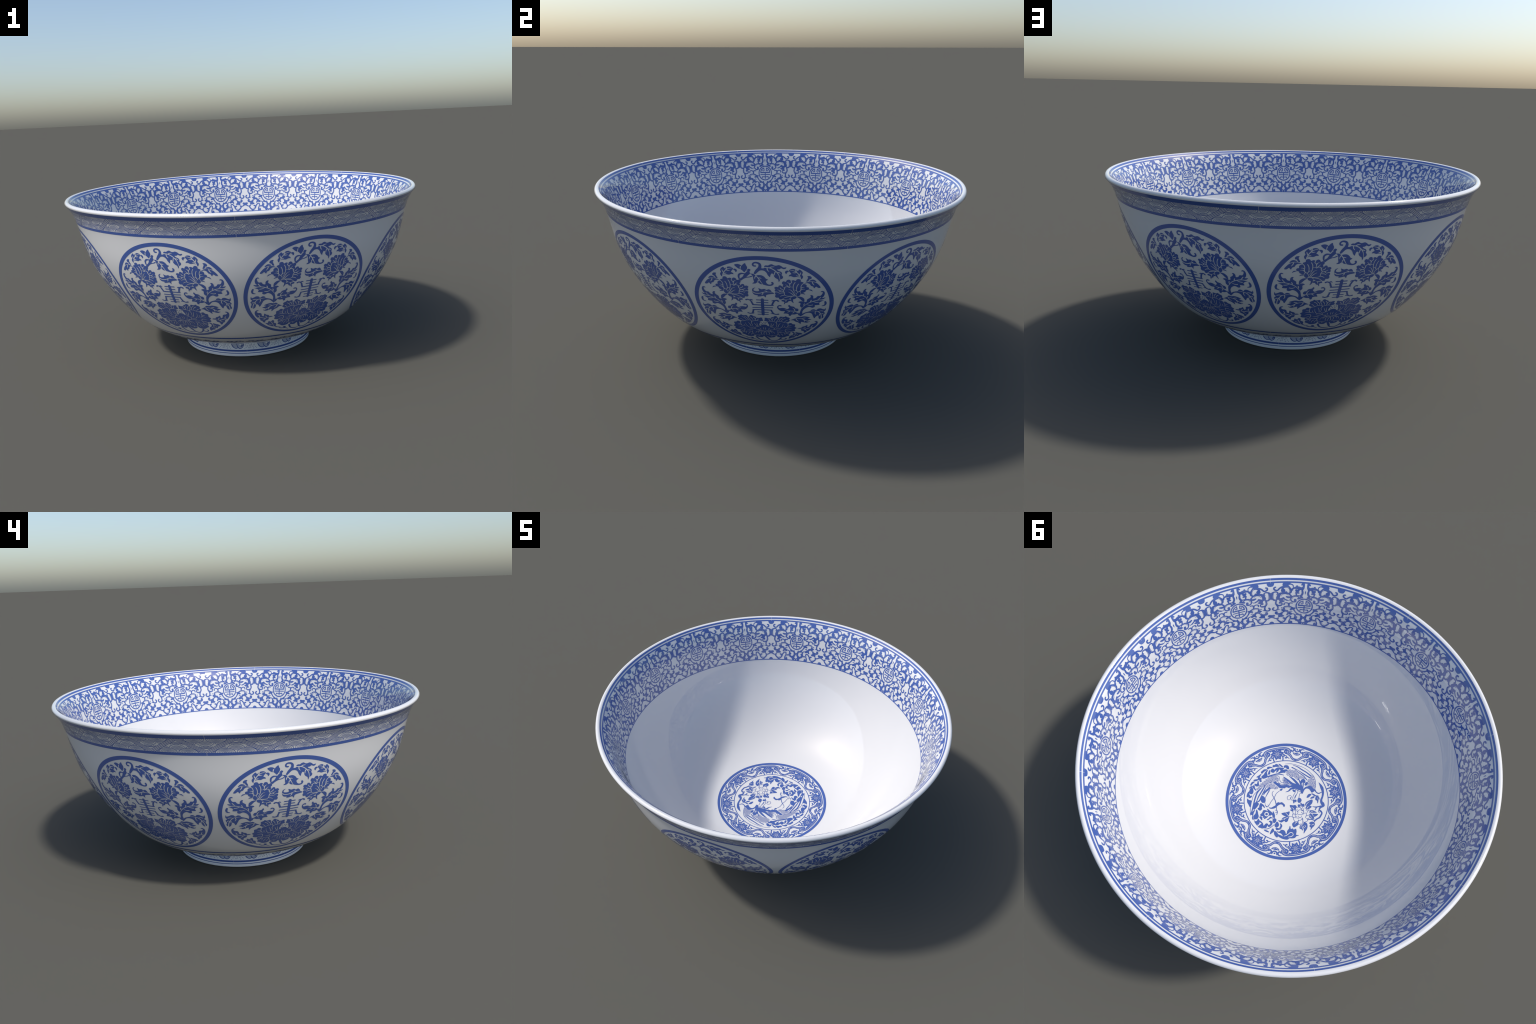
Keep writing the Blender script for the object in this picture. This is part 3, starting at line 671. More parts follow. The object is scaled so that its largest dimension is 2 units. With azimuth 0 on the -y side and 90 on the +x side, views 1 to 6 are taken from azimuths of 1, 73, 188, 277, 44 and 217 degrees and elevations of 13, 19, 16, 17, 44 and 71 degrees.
band.dot((0.885, 0.972), 0.0043, BLUE)
band.stroke([(0.728, 0.799), (0.809, 0.797)], 0.0086, BLUE)
band.stroke([(0.73, 0.802), (0.747, 0.743)], 0.0076, BLUE)
band.stroke([(0.746, 0.746), (0.801, 0.731), (0.873, 0.728)], 0.004, BLUE)
# kidneys either side of the joint
band.stroke([(0.174, 0.762), (0.204, 0.792), (0.158, 0.817), (0.088, 0.811), (0.043, 0.764), (0.03, 0.71), (0.044, 0.656), (0.101, 0.623), (0.158, 0.636)], [0.0054, 0.0068, 0.0068, 0.0068, 0.0072, 0.0076, 0.0076, 0.0076, 0.0079], BLUE)
band.stroke([(-0.002, 0.768), (-0.002, 0.649)], 0.0076, BLUE)
band.stroke([(-0.002, 0.768), (0.03, 0.796), (0.083, 0.816)], [0.0068, 0.0068, 0.0065], BLUE)
band.stroke([(0.202, 0.678), (0.231, 0.739), (0.27, 0.772), (0.35, 0.788), (0.42, 0.794), (0.482, 0.784), (0.544, 0.76), (0.582, 0.725)], [0.0194, 0.0176, 0.0158, 0.0104, 0.0122, 0.0104, 0.0086, 0.0068], BLUE)
band.dot((0.442, 0.806), 0.0061, BLUE)
band.shape([(0.161, 0.684), (0.222, 0.698), (0.264, 0.672), (0.386, 0.69), (0.408, 0.662), (0.471, 0.636), (0.526, 0.611), (0.473, 0.604), (0.41, 0.626), (0.358, 0.638), (0.348, 0.626), (0.413, 0.603), (0.381, 0.58), (0.309, 0.568), (0.246, 0.596), (0.235, 0.63), (0.173, 0.64)], BLUE)
band.stroke([(0.456, 0.704), (0.518, 0.691), (0.579, 0.7), (0.599, 0.729), (0.565, 0.753)], [0.0086, 0.0122, 0.0104, 0.0059, 0.0029], BLUE)
band.stroke([(0.733, 0.644), (0.732, 0.592), (0.66, 0.582), (0.598, 0.613), (0.583, 0.654), (0.62, 0.702), (0.689, 0.727), (0.771, 0.724), (0.82, 0.693)], [0.0068, 0.0077, 0.0086, 0.0077, 0.0077, 0.0068, 0.0068, 0.005, 0.0059], BLUE)
band.stroke([(0.71, 0.636), (0.717, 0.591)], 0.0122, BLUE)
band.stroke([(0.8, 0.663), (0.858, 0.68), (0.913, 0.693), (0.873, 0.723)], [0.0104, 0.0122, 0.0122, 0.0104], BLUE)
band.stroke([(0.907, 0.695), (0.944, 0.69)], [0.0068, 0.004], BLUE)
band.stroke([(0.163, 0.636), (0.138, 0.588), (0.134, 0.539), (0.166, 0.502), (0.24, 0.481), (0.312, 0.497), (0.329, 0.532), (0.297, 0.558)], [0.0076, 0.0068, 0.0068, 0.0072, 0.0068, 0.0068, 0.0068, 0.0068], BLUE)
band.dot((0.263, 0.559), 0.0065, BLUE)
band.stroke([(0.492, 0.623), (0.536, 0.611), (0.545, 0.639)], [0.0025, 0.0032, 0.0022], BLUE)
# scrolls beside the bell and under the seal
band.stroke([(0.387, 0.507), (0.393, 0.541), (0.455, 0.557), (0.518, 0.537), (0.539, 0.49)], [0.0068, 0.0068, 0.0065, 0.0072, 0.009], BLUE)
band.stroke([(0.53, 0.524), (0.569, 0.552), (0.634, 0.548)], [0.0104, 0.0068, 0.0065], BLUE)
band.stroke([(0.166, 0.502), (0.199, 0.453), (0.195, 0.403), (0.149, 0.367), (0.075, 0.37), (0.04, 0.409), (0.074, 0.435)], [0.0077, 0.0086, 0.0086, 0.0086, 0.0086, 0.009, 0.0097], BLUE)
band.stroke([(0.196, 0.38), (0.264, 0.391)], [0.0068, 0.0029], BLUE)
band.stroke([(0.391, 0.389), (0.388, 0.442), (0.45, 0.465), (0.533, 0.468), (0.597, 0.452), (0.647, 0.424)], [0.0112, 0.0068, 0.0058, 0.0058, 0.0068, 0.0104], BLUE)
band.stroke([(0.591, 0.389), (0.664, 0.409), (0.724, 0.422)], [0.0104, 0.0158, 0.0086], BLUE)
band.stroke([(0.675, 0.402), (0.71, 0.356), (0.757, 0.308), (0.819, 0.272)], [0.0104, 0.0077, 0.0068, 0.0104], BLUE)
band.shape([(0.294, 0.373), (0.369, 0.401), (0.444, 0.373), (0.51, 0.363), (0.545, 0.32), (0.597, 0.308), (0.657, 0.26), (0.612, 0.239), (0.536, 0.254), (0.487, 0.223), (0.464, 0.238), (0.491, 0.296), (0.447, 0.325), (0.373, 0.306), (0.343, 0.271), (0.35, 0.235), (0.395, 0.222), (0.368, 0.191), (0.293, 0.198), (0.229, 0.174), (0.204, 0.225), (0.226, 0.254), (0.3, 0.27), (0.353, 0.328)], BLUE)
band.dot((0.321, 0.423), 0.0043, BLUE)
band.dot((0.324, 0.418), 0.0016, WHITE)
band.stroke([(0.145, 0.314), (0.135, 0.292), (0.172, 0.267), (0.258, 0.269), (0.344, 0.306)], [0.0122, 0.0122, 0.0077, 0.005, 0.005], BLUE)
band.dot((0.156, 0.311), 0.0076, BLUE)
band.dot((0.067, 0.222), 0.0079, BLUE)
band.stroke([(-0.008, 0.217), (0.067, 0.222)], 0.014, BLUE)
band.stroke([(-0.008, 0.192), (0.057, 0.174), (0.133, 0.146), (0.21, 0.16)], [0.0104, 0.0086, 0.0068, 0.0072], BLUE)
band.stroke([(0.213, 0.154), (0.176, 0.132), (0.221, 0.083), (0.288, 0.048), (0.386, 0.058), (0.427, 0.102), (0.425, 0.143), (0.375, 0.156)], [0.0086, 0.0077, 0.0077, 0.0077, 0.0077, 0.0077, 0.0104, 0.0104], BLUE)
band.dot((0.306, 0.193), 0.0043, BLUE)
band.dot((0.306, 0.191), 0.0018, WHITE)
band.stroke([(0.436, 0.102), (0.457, 0.153), (0.508, 0.197), (0.561, 0.213), (0.608, 0.187), (0.586, 0.159)], [0.0059, 0.0065, 0.0068, 0.0077, 0.0077, 0.0068], BLUE)
band.stroke([(0.563, 0.021), (0.559, 0.085), (0.588, 0.129), (0.663, 0.146), (0.74, 0.136), (0.781, 0.103)], [0.0104, 0.0086, 0.0068, 0.0068, 0.0068, 0.0104], BLUE)
band.stroke([(0.624, 0.056), (0.63, 0.017)], 0.014, BLUE)
band.stroke([(0.751, 0.194), (0.739, 0.165), (0.773, 0.131), (0.841, 0.106), (0.914, 0.132), (0.941, 0.184), (0.914, 0.232), (0.858, 0.256), (0.793, 0.26)], [0.0104, 0.014, 0.0086, 0.0059, 0.0068, 0.0077, 0.0077, 0.0104, 0.0122], BLUE)
band.dot((0.779, 0.185), 0.0068, BLUE)
band.shape([(0.765, 0.095), (0.841, 0.105), (0.915, 0.124), (0.948, 0.077), (0.934, 0.012), (0.883, 0.016), (0.822, 0.073)], BLUE)
band.stroke([(0.915, 0.271), (0.943, 0.22), (0.998, 0.186)], [0.0068, 0.0077, 0.0061], BLUE)
band.stroke([(0.996, 0.181), (0.947, 0.134), (0.916, 0.072)], [0.005, 0.0076, 0.0086], BLUE)
band.stroke([(0.934, 0.055), (0.977, 0.061), (0.988, 0.016)], [0.0086, 0.005, 0.004], BLUE)
band.shape([(-0.018, 0.068), (0.042, 0.063), (0.078, 0.028), (0.098, 0.003), (-0.018, 0.003)], BLUE)
band.stroke([(0.288, 0.041), (0.355, 0.011), (0.487, 0.011)], [0.0104, 0.0061, 0.0043], BLUE)
band.stroke([(0.559, 0.319), (0.605, 0.342), (0.64, 0.329)], [0.005, 0.005, 0.004], BLUE)
band.stroke([(0.663, 0.275), (0.732, 0.248), (0.746, 0.211)], [0.005, 0.0068, 0.0104], BLUE)
# fine inner lines of the crescents
band.stroke([(0.384, 0.902), (0.453, 0.91), (0.514, 0.892), (0.545, 0.847), (0.541, 0.798)], 0.002, BLUE)
band.stroke([(0.07, 0.771), (0.065, 0.71), (0.08, 0.66), (0.111, 0.637)], 0.002, BLUE)
band.stroke([(0.295, 0.72), (0.352, 0.76), (0.442, 0.767), (0.507, 0.739)], 0.002, BLUE)
band.stroke([(0.624, 0.649), (0.644, 0.684), (0.711, 0.711), (0.783, 0.71)], 0.002, BLUE)
band.stroke([(0.176, 0.609), (0.163, 0.56), (0.181, 0.523), (0.229, 0.498), (0.289, 0.51)], 0.002, BLUE)
band.stroke([(0.422, 0.428), (0.482, 0.447), (0.579, 0.437)], 0.002, BLUE)
band.stroke([(0.195, 0.283), (0.268, 0.285), (0.33, 0.327)], 0.002, BLUE)
band.stroke([(0.211, 0.118), (0.254, 0.083), (0.32, 0.073), (0.394, 0.108)], 0.002, BLUE)
band.stroke([(0.455, 0.095), (0.48, 0.153), (0.52, 0.182)], 0.002, BLUE)
band.stroke([(0.604, 0.094), (0.654, 0.12), (0.731, 0.113)], 0.002, BLUE)
band.stroke([(0.905, 0.217), (0.911, 0.16), (0.85, 0.119), (0.783, 0.135)], 0.002, BLUE)
band.stroke([(0.886, 0.851), (0.896, 0.805), (0.86, 0.749), (0.781, 0.743)], 0.002, BLUE)
# oval in the column above the seal
band.stroke([(1, 0.838), (1.007, 0.779)], [0.0043, 0.0068, 0.0043], BLUE)
# longevity seal: ring, arch with hooks, three bars
SEAL = (1.0, 0.486)
for colour, radius in ((WHITE, 0.0500), (BLUE, 0.0475), (WHITE, 0.0405)):
    band.dot(SEAL, radius, colour, "longevity_seal", squash=1.09)


def seal_point(x, y):
    """seal drawing in units of its radius, converted to the band frame"""
    return (SEAL[0] + x * 0.0475 / BAND_ASPECT[0], SEAL[1] + y * 0.0518 / BAND_ASPECT[1])


def seal_stroke(points, width):
    band.stroke([seal_point(*p) for p in points], width, BLUE, "longevity_seal")


seal_stroke([(-0.17, 0.70), (-0.48, 0.52), (-0.65, 0.16), (-0.64, 0.08)], [0.005, 0.007, 0.007, 0.006])
seal_stroke([(-0.20, 0.66), (-0.20, 0.30), (-0.36, 0.30), (-0.38, 0.42)], [0.0065, 0.0062, 0.005, 0.004])
seal_stroke([(-0.66, 0.08), (0.0, 0.08)], 0.0080)
seal_stroke([(-0.68, -0.20), (0.0, -0.20)], 0.0062)
seal_stroke([(0.0, 0.10), (0.0, -0.74)], 0.0062)
seal_stroke([(-0.46, -0.62), (-0.40, -0.48), (-0.28, -0.50), (0.0, -0.50)], [0.006, 0.007, 0.006, 0.006])

# complete the repeat: mirror in the seal axis, so that one piece runs from joint to joint
half = list(band.items)
band.items = []
axis = BAND_ASPECT[0]
clip_half = np.array([(0.0, 0.0), (axis, 0.0), (axis, BAND_H), (0.0, BAND_H)])


def on_inner_wall(x, y):
    return INNER.wrap(x / axis * BAND_HALF, S_LOW + y)


for poly, colour, piece in half:
    poly = poly.copy()
    poly[:, 0] = np.clip(poly[:, 0], 0, axis)
    poly[:, 1] = np.clip(poly[:, 1], 0, BAND_H)
    mirror = poly[::-1].copy()
    mirror[:, 0] = 2 * axis - mirror[:, 0]
    band.items.append((poly, colour, piece))
    band.items.append((mirror, colour, piece))
border_pieces = band.flatten(on_inner_wall, 0.022, material=cobalt,
                             clip=[(0, 0), (2 * axis, 0), (2 * axis, BAND_H), (0, BAND_H)])
for k in range(16):
    border = place("scroll_border", border_pieces["scroll_border"], bowl, 22.5 * k)
    place("longevity_seal", border_pieces["longevity_seal"], border)

# ----------------------------------------------------------------------------- wave border under the lip
# One 15-degree repeat: a zigzag of three lines divides the band into triangles; those standing on
# the lower line hold waves that rise, those hanging from the upper line hold the same waves upside
# down.  Frame: x -1..1 over the repeat (the zigzag touches the upper line at x = 0), y 0..1.
WAVE_H = S_BAND0 - S_BAND1
WAVE_HALF = 7.5
WAVE_ASPECT = (0.1255, WAVE_H)
waves = Painting(WAVE_ASPECT, step=0.0028)
waves.piece = "wave_border"
FINE = 0.0021


def wave_mound(cx, cy, radius, up, rings, squash=0.80, crest=0.0068):
    """concentric arcs of one wave; the outermost pale rim is reserved between two lines"""
    a0, a1 = (-4, 184) if up else (176, 364)
    a = np.radians(np.linspace(a0, a1, 25))
    disc = np.stack([cx + radius * np.cos(a), cy + radius * squash * np.sin(a)], 1)
    waves.add(disc, WHITE)

    def arc(r, width):
        pts = np.stack([cx + r * np.cos(a), cy + r * squash * np.sin(a)], 1) / waves.aspect
        waves.stroke(pts, width, BLUE, cap=False)

    arc(radius, FINE)
    r = radius - FINE - crest
    while rings > 0 and r > 0.003:
        arc(r, FINE * 0.72)
        r -= 0.0043 / squash ** 0.75
        rings -= 1


def wave_triangle(cx, up):
    """the waves of one triangle, back row first"""
    base, s = (0.0, 1.0) if up else (WAVE_H, -1.0)
    y = lambda h: base + s * h
    wave_mound(cx, y(0.0420), 0.0265, up, 2, 0.40, 0.0050)
    for side in (-1, 1):
        wave_mound(cx + side * 0.0610, y(0.0225), 0.0200, up, 3, 0.62, 0.0046)
        wave_mound(cx + side * 0.0800, y(0.0), 0.0200, up, 3, 0.70, 0.0046)
        wave_mound(cx + side * 0.1020, y(0.0), 0.0130, up, 2, 0.62, 0.0036)
    wave_mound(cx, y(0.0095), 0.0410, up, 9, 0.80)
    for side in (-1, 1):
        wave_mound(cx + side * 0.0460, y(0.0), 0.0425, up, 9, 0.52)


half_w = WAVE_ASPECT[0]
wave_triangle(0.0, True)
wave_triangle(-half_w, False)
wave_triangle(half_w, False)
# zigzag: reserved strip with three blue lines
for x0, x1 in ((-1.0, 0.0), (1.0, 0.0)):
    d = np.array([(0.0 - x0) * half_w, WAVE_H])
    n = np.array([-d[1], d[0]]) / np.hypot(*d)
    if n[1] < 0:
        n = -n
    a, b = np.array([x0 * half_w, 0.0]), np.array([0.0, WAVE_H])
    ext = d / np.hypot(*d) * 0.004
    a, b = a - ext, b + ext
    waves.add(np.array([a - n * 0.0095, b - n * 0.0095, b + n * 0.0095, a + n * 0.0095]), WHITE)
    for k in (-0.0088, -0.0030, 0.0030, 0.0088):
        waves.add(np.array([a + n * (k - 0.0012), b + n * (k - 0.0012), b + n * (k + 0.0012), a + n * (k + 0.0012)]), BLUE)


def on_rim_band(x, y):
    return OUTER.wrap(x / half_w * WAVE_HALF, S_BAND1 + y)


wave_pieces = waves.flatten(on_rim_band, 0.02, material=cobalt,
                            clip=[(-half_w, 0), (half_w, 0), (half_w, WAVE_H), (-half_w, WAVE_H)])
for k in range(24):
    place("wave_border", wave_pieces["wave_border"], bowl, 7.5 + 15.0 * k, kind="stuff")

# ----------------------------------------------------------------------------- medallion on the floor
FLOOR_AXIS = 49.6                    # azimuth of one of the eight flowers
FLOOR_R = 0.3586
FLOOR_CENTRE = (-0.0009, -0.0031)


def floor_s(r):
    """arc length along the inner face at radius r"""
    k = INNER.C[:, 0].searchsorted(0.45)
    return np.interp(r, INNER.C[:k, 0], INNER.s[:k])


def on_floor(x, y):
    """flat picture, y towards the flower axis"""
    a = math.radians(FLOOR_AXIS)
    ey = np.array([math.sin(a), -math.cos(a)])
    ex = np.array([ey[1], -ey[0]])
    X = x * ex[0] + y * ey[0] + FLOOR_CENTRE[0]
    Y = x * ex[1] + y * ey[1] + FLOOR_CENTRE[1]
    return INNER.wrap(np.degrees(np.arctan2(X, -Y)), floor_s(np.hypot(X, Y)))


def on_floor_ring(x, y):
    """ring frame: x = degrees * 0.00524, y = radius"""
    a = np.radians(x / 0.00524)
    return on_floor(y * np.sin(a), y * np.cos(a))


DEG = 0.00524
ring = Painting((DEG, 1.0), step=0.0035)
ring.piece = "flower_ring"
ring.mirrored = True
ring.shared = True
flat = lambda r0, r1: [(x, r0) for x in np.linspace(0, 22.5, 19)] + [(x, r1) for x in np.linspace(22.5, 0, 19)]
ring.polygon(flat(0.3415, 0.3586), BLUE)
ring.polygon(flat(0.2470, 0.2520), BLUE)
# chain: a tie along the rim, linked to a loop that dips to the inner line
for width, colour in ((0.0150, BLUE), (0.0020, WHITE)):
    ring.stroke([(0, 0.3290), (5, 0.3288), (10, 0.3278), (13.4, 0.3215), (14.8, 0.3100), (14.2, 0.3000)], width, colour)
for width, colour in ((0.0180, WHITE), (0.0150, BLUE), (0.0020, WHITE)):
    ring.stroke([(12.2, 0.3120), (11.8, 0.3030), (13.2, 0.2935), (15.6, 0.2850), (17.2, 0.2735), (19.5, 0.2640), (22.5, 0.2612)], width, colour)
ring.stroke([(10.8, 0.3150), (9.5, 0.3150), (8.9, 0.3060), (10.0, 0.2970), (11.8, 0.2935)], [0.0098, 0.0105, 0.0098, 0.0084, 0.0056])
# paired scrolls and a small cup in the mouth of the loop
ring.stroke([(15.4, 0.3355), (17.4, 0.3350), (18.9, 0.3280), (18.8, 0.3180), (17.2, 0.3125), (16.0, 0.3180)],
            [0.0040, 0.0070, 0.0085, 0.0085, 0.0085, 0.0090])
ring.stroke([(20.0, 0.3330), (20.2, 0.3220), (21.4, 0.3150), (22.5, 0.3135)], [0.0050, 0.0075, 0.0080, 0.0080])
ring.shape([(18.0, 0.3060), (20.0, 0.3050), (22.6, 0.3060), (22.6, 0.2900), (20.4, 0.2915), (18.8, 0.2970)], BLUE)
ring.stroke([(19.6, 0.2995), (21.0, 0.2960), (22.5, 0.2950)], 0.0022, WHITE)
ring.dot((22.5, 0.3265), 0.0050)
# flower of pointed petals
def pointed_petal(angle, inner, outer, width):
    """one leaf-shaped petal of the flower, radiating from its heart"""
    c, s = math.sin(math.radians(angle)), math.cos(math.radians(angle))
    mid = inner + 0.42 * (outer - inner)
    def at(r, w):
        return ((r * c + w * s) / DEG, FLOWER_R + r * s - w * c)
    ring.shape([at(inner, 0), at(mid, width / 2), at(outer, 0), at(mid, -width / 2)], BLUE, corners=(2,))
    ring.stroke([at(inner + 0.003, 0), at(mid + 0.003, 0)], [0.0018, 0.0012], WHITE, cap=False)


FLOWER_R = 0.2950
for angle, inner, outer, width in ((0, 0.0085, 0.0285, 0.0180), (41, 0.0080, 0.0385, 0.0215), (82, 0.0085, 0.0440, 0.0225),
                                   (120, 0.0080, 0.0320, 0.0170), (154, 0.0080, 0.0400, 0.0215), (180, 0.0180, 0.0310, 0.0090)):
    pointed_petal(angle, inner, outer, width)
ring.dot((0.0, FLOWER_R), 0.0070)
ring.dot((0.0, FLOWER_R), 0.0020, WHITE)
# tendrils
ring.stroke([(4.2, 0.2890), (5.6, 0.2790), (6.2, 0.2720), (6.0, 0.2520)], [0.0042, 0.0063, 0.0084, 0.0084])
ring.stroke([(6.2, 0.2740), (8.0, 0.2800), (8.4, 0.2870), (7.2, 0.2900), (6.8, 0.2860)], [0.0063, 0.0063, 0.0063, 0.0063, 0.0084])
ring.stroke([(8.2, 0.2810), (10.4, 0.2810), (11.4, 0.2740), (10.6, 0.2670), (9.5, 0.2690)], [0.0056, 0.0063, 0.0063, 0.0070, 0.0084])
ring.stroke([(11.2, 0.2730), (13.0, 0.2690), (14.6, 0.2640)], [0.0063, 0.0056, 0.0028])
ring.stroke([(4.6, 0.3130), (5.4, 0.3220), (7.2, 0.3195)], [0.0042, 0.0056, 0.0084])
ring_pieces = ring.flatten(on_floor_ring, 0.02, material=cobalt)
for k in range(8):
    # the ring is centred on the floor picture, so the copies turn about its centre
    part = place("flower_ring", ring_pieces["flower_ring"], bowl, kind="stuff")
    c = Vector((FLOOR_CENTRE[0], FLOOR_CENTRE[1], 0))
    part.matrix_local = Matrix.Translation(c) @ Matrix.Rotation(math.radians(45.0 * k), 4, "Z") @ Matrix.Translation(-c)

pic = Painting((FLOOR_R, FLOOR_R), step=0.0032)
speckle = random.Random(11)


def plumage(outline, size=0.0075):
    """small overlapping scale marks filling a region of the bird"""
    poly = spline(np.array(outline) * FLOOR_R, 0.004, closed=True)
    lo, hi = poly.min(0), poly.max(0)
    row = 0
    y = lo[1]
    while y < hi[1]:
        x = lo[0] + (size / 2 if row % 2 else 0)
        while x < hi[0]:
            p = np.array([x + speckle.uniform(-0.001, 0.001), y + speckle.uniform(-0.001, 0.001)])
            if len(inside(poly, p[None])):
                turn = speckle.uniform(-40, 40)
                pic.ring(p / FLOOR_R, size * 0.42, 0.0022, BLUE, "phoenix", a0=150 + turn, a1=390 + turn)
            x += size
        y += size * 0.86
        row += 1


# upper tail plume: lobes on both sides of a reserved stem
pic.shape([(-0.115, 0.626), (-0.102, 0.642), (-0.078, 0.638), (-0.056, 0.652), (-0.033, 0.645), (-0.018, 0.622), (-0, 0.608), (-0.04, 0.607), (-0.073, 0.613), (-0.108, 0.612)], piece='tail_plume', grow=0.0016)
pic.shape([(-0.008, 0.649), (0.015, 0.637), (0.035, 0.612), (0.052, 0.583), (0.027, 0.596), (0.011, 0.617)], piece='tail_plume', grow=0.0016)
pic.shape([(0.073, 0.593), (0.087, 0.603), (0.116, 0.601), (0.139, 0.589), (0.14, 0.531), (0.115, 0.541), (0.101, 0.57), (0.071, 0.57)], piece='tail_plume', grow=0.0016)
pic.shape([(-0.214, 0.604), (-0.198, 0.625), (-0.174, 0.626), (-0.124, 0.604), (-0.168, 0.604), (-0.204, 0.592)], piece='tail_plume', grow=0.0016)
pic.shape([(-0.325, 0.557), (-0.3, 0.573), (-0.273, 0.591), (-0.216, 0.581), (-0.262, 0.566), (-0.295, 0.546), (-0.315, 0.529)], piece='tail_plume', grow=0.0016)
pic.shape([(-0.159, 0.543), (-0.122, 0.583), (-0.098, 0.558), (-0.065, 0.578), (-0.024, 0.586), (0.023, 0.573), (0.064, 0.555), (0.031, 0.54), (0.01, 0.529), (-0.014, 0.559), (-0.04, 0.527), (-0.073, 0.507), (-0.055, 0.55), (-0.092, 0.536), (-0.12, 0.515), (-0.147, 0.525)], piece='tail_plume', grow=0.0016)
pic.shape([(-0.04, 0.496), (-0.008, 0.511), (0.02, 0.532), (0.054, 0.531), (0.111, 0.521), (0.118, 0.504), (0.084, 0.505), (0.07, 0.482), (0.041, 0.487), (0.007, 0.488)], piece='tail_plume', grow=0.0016)
pic.shape([(-0.209, 0.495), (-0.194, 0.544), (-0.172, 0.566), (-0.178, 0.531), (-0.193, 0.495)], piece='tail_plume', grow=0.0016)
pic.shape([(-0.257, 0.54), (-0.224, 0.565), (-0.208, 0.572), (-0.234, 0.535), (-0.232, 0.489), (-0.248, 0.45), (-0.284, 0.441), (-0.308, 0.44), (-0.332, 0.47), (-0.309, 0.492), (-0.282, 0.508), (-0.269, 0.526)], piece='tail_plume', grow=0.0016)
pic.shape([(-0.414, 0.48), (-0.371, 0.503), (-0.329, 0.521), (-0.354, 0.49), (-0.368, 0.461), (-0.368, 0.431), (-0.397, 0.436), (-0.39, 0.475)], piece='tail_plume', grow=0.0016)
pic.shape([(-0.474, 0.437), (-0.454, 0.443), (-0.397, 0.436), (-0.424, 0.42), (-0.448, 0.419)], piece='tail_plume', grow=0.0016)
pic.shape([(-0.373, 0.431), (-0.354, 0.459), (-0.337, 0.446), (-0.35, 0.422), (-0.345, 0.396), (-0.366, 0.389), (-0.374, 0.411)], piece='tail_plume', grow=0.0016)
pic.shape([(-0.537, 0.363), (-0.521, 0.391), (-0.503, 0.408), (-0.46, 0.408), (-0.487, 0.39), (-0.514, 0.37), (-0.532, 0.352)], piece='tail_plume', grow=0.0016)
pic.shape([(-0.466, 0.371), (-0.434, 0.36), (-0.4, 0.416), (-0.4, 0.36), (-0.404, 0.335), (-0.444, 0.327), (-0.461, 0.345)], piece='tail_plume', grow=0.0016)
pic.shape([(-0.568, 0.308), (-0.55, 0.33), (-0.51, 0.338), (-0.547, 0.319)], piece='tail_plume', grow=0.0016)
pic.shape([(-0.505, 0.337), (-0.479, 0.348), (-0.477, 0.307), (-0.466, 0.255), (-0.482, 0.277)], piece='tail_plume', grow=0.0016)
pic.shape([(-0.553, 0.295), (-0.523, 0.32), (-0.51, 0.282), (-0.519, 0.228), (-0.541, 0.207), (-0.573, 0.223), (-0.589, 0.241), (-0.571, 0.263)], piece='tail_plume', grow=0.0016)
pic.shape([(-0.611, 0.225), (-0.587, 0.251), (-0.585, 0.205), (-0.567, 0.172), (-0.544, 0.178), (-0.571, 0.147), (-0.595, 0.146), (-0.609, 0.174), (-0.625, 0.167)], piece='tail_plume', grow=0.0016)
pic.shape([(-0.623, 0.136), (-0.614, 0.115), (-0.572, 0.092), (-0.575, 0.063), (-0.589, 0.021), (-0.604, -0.009), (-0.622, 0.039), (-0.636, 0.079)], piece='tail_plume', grow=0.0016)
# body, wings and neck
plumage([(-0.23, 0.442), (-0.146, 0.453), (-0.074, 0.443), (-0.052, 0.405), (-0.068, 0.372), (-0.142, 0.365), (-0.222, 0.353), (-0.294, 0.331), (-0.388, 0.286), (-0.461, 0.254), (-0.422, 0.313), (-0.355, 0.367), (-0.29, 0.406)])
plumage([(-0.288, 0.304), (-0.215, 0.337), (-0.153, 0.331), (-0.123, 0.28), (-0.088, 0.233), (-0.116, 0.213), (-0.183, 0.242), (-0.238, 0.262)])
pic.stroke([(-0.234, 0.448), (-0.144, 0.46), (-0.072, 0.455), (-0.04, 0.419), (-0.053, 0.375), (-0.099, 0.357), (-0.163, 0.353), (-0.223, 0.344), (-0.295, 0.321), (-0.37, 0.283), (-0.434, 0.244), (-0.505, 0.196)], 0.0029, BLUE, 'phoenix')
pic.stroke([(-0.227, 0.46), (-0.142, 0.475), (-0.044, 0.476), (0.038, 0.441)], [0.0082, 0.0062, 0.0082, 0.0041], BLUE, 'phoenix')
pic.shape([(-0.15, 0.346), (-0.115, 0.352), (-0.1, 0.327), (-0.065, 0.305), (-0.046, 0.277), (0.014, 0.261), (0.071, 0.251), (0.098, 0.241), (0.091, 0.206), (0.038, 0.231), (0.02, 0.214), (-0.022, 0.224), (-0.068, 0.235), (-0.087, 0.263), (-0.12, 0.3)], piece='phoenix', grow=0.0016)
pic.shape([(-0.072, 0.19), (-0.024, 0.212), (-0.049, 0.181)], piece='phoenix', grow=0.0016)
pic.stroke([(-0.081, 0.354), (-0.051, 0.303), (0.008, 0.277), (0.065, 0.272)], 0.0029, BLUE, 'phoenix')
pic.stroke([(-0.044, 0.368), (-0.023, 0.323), (0.007, 0.303)], 0.0029, BLUE, 'phoenix')
plumage([(0.005, 0.395), (0.052, 0.387), (0.097, 0.338), (0.094, 0.272), (0.041, 0.302), (0.002, 0.355)])
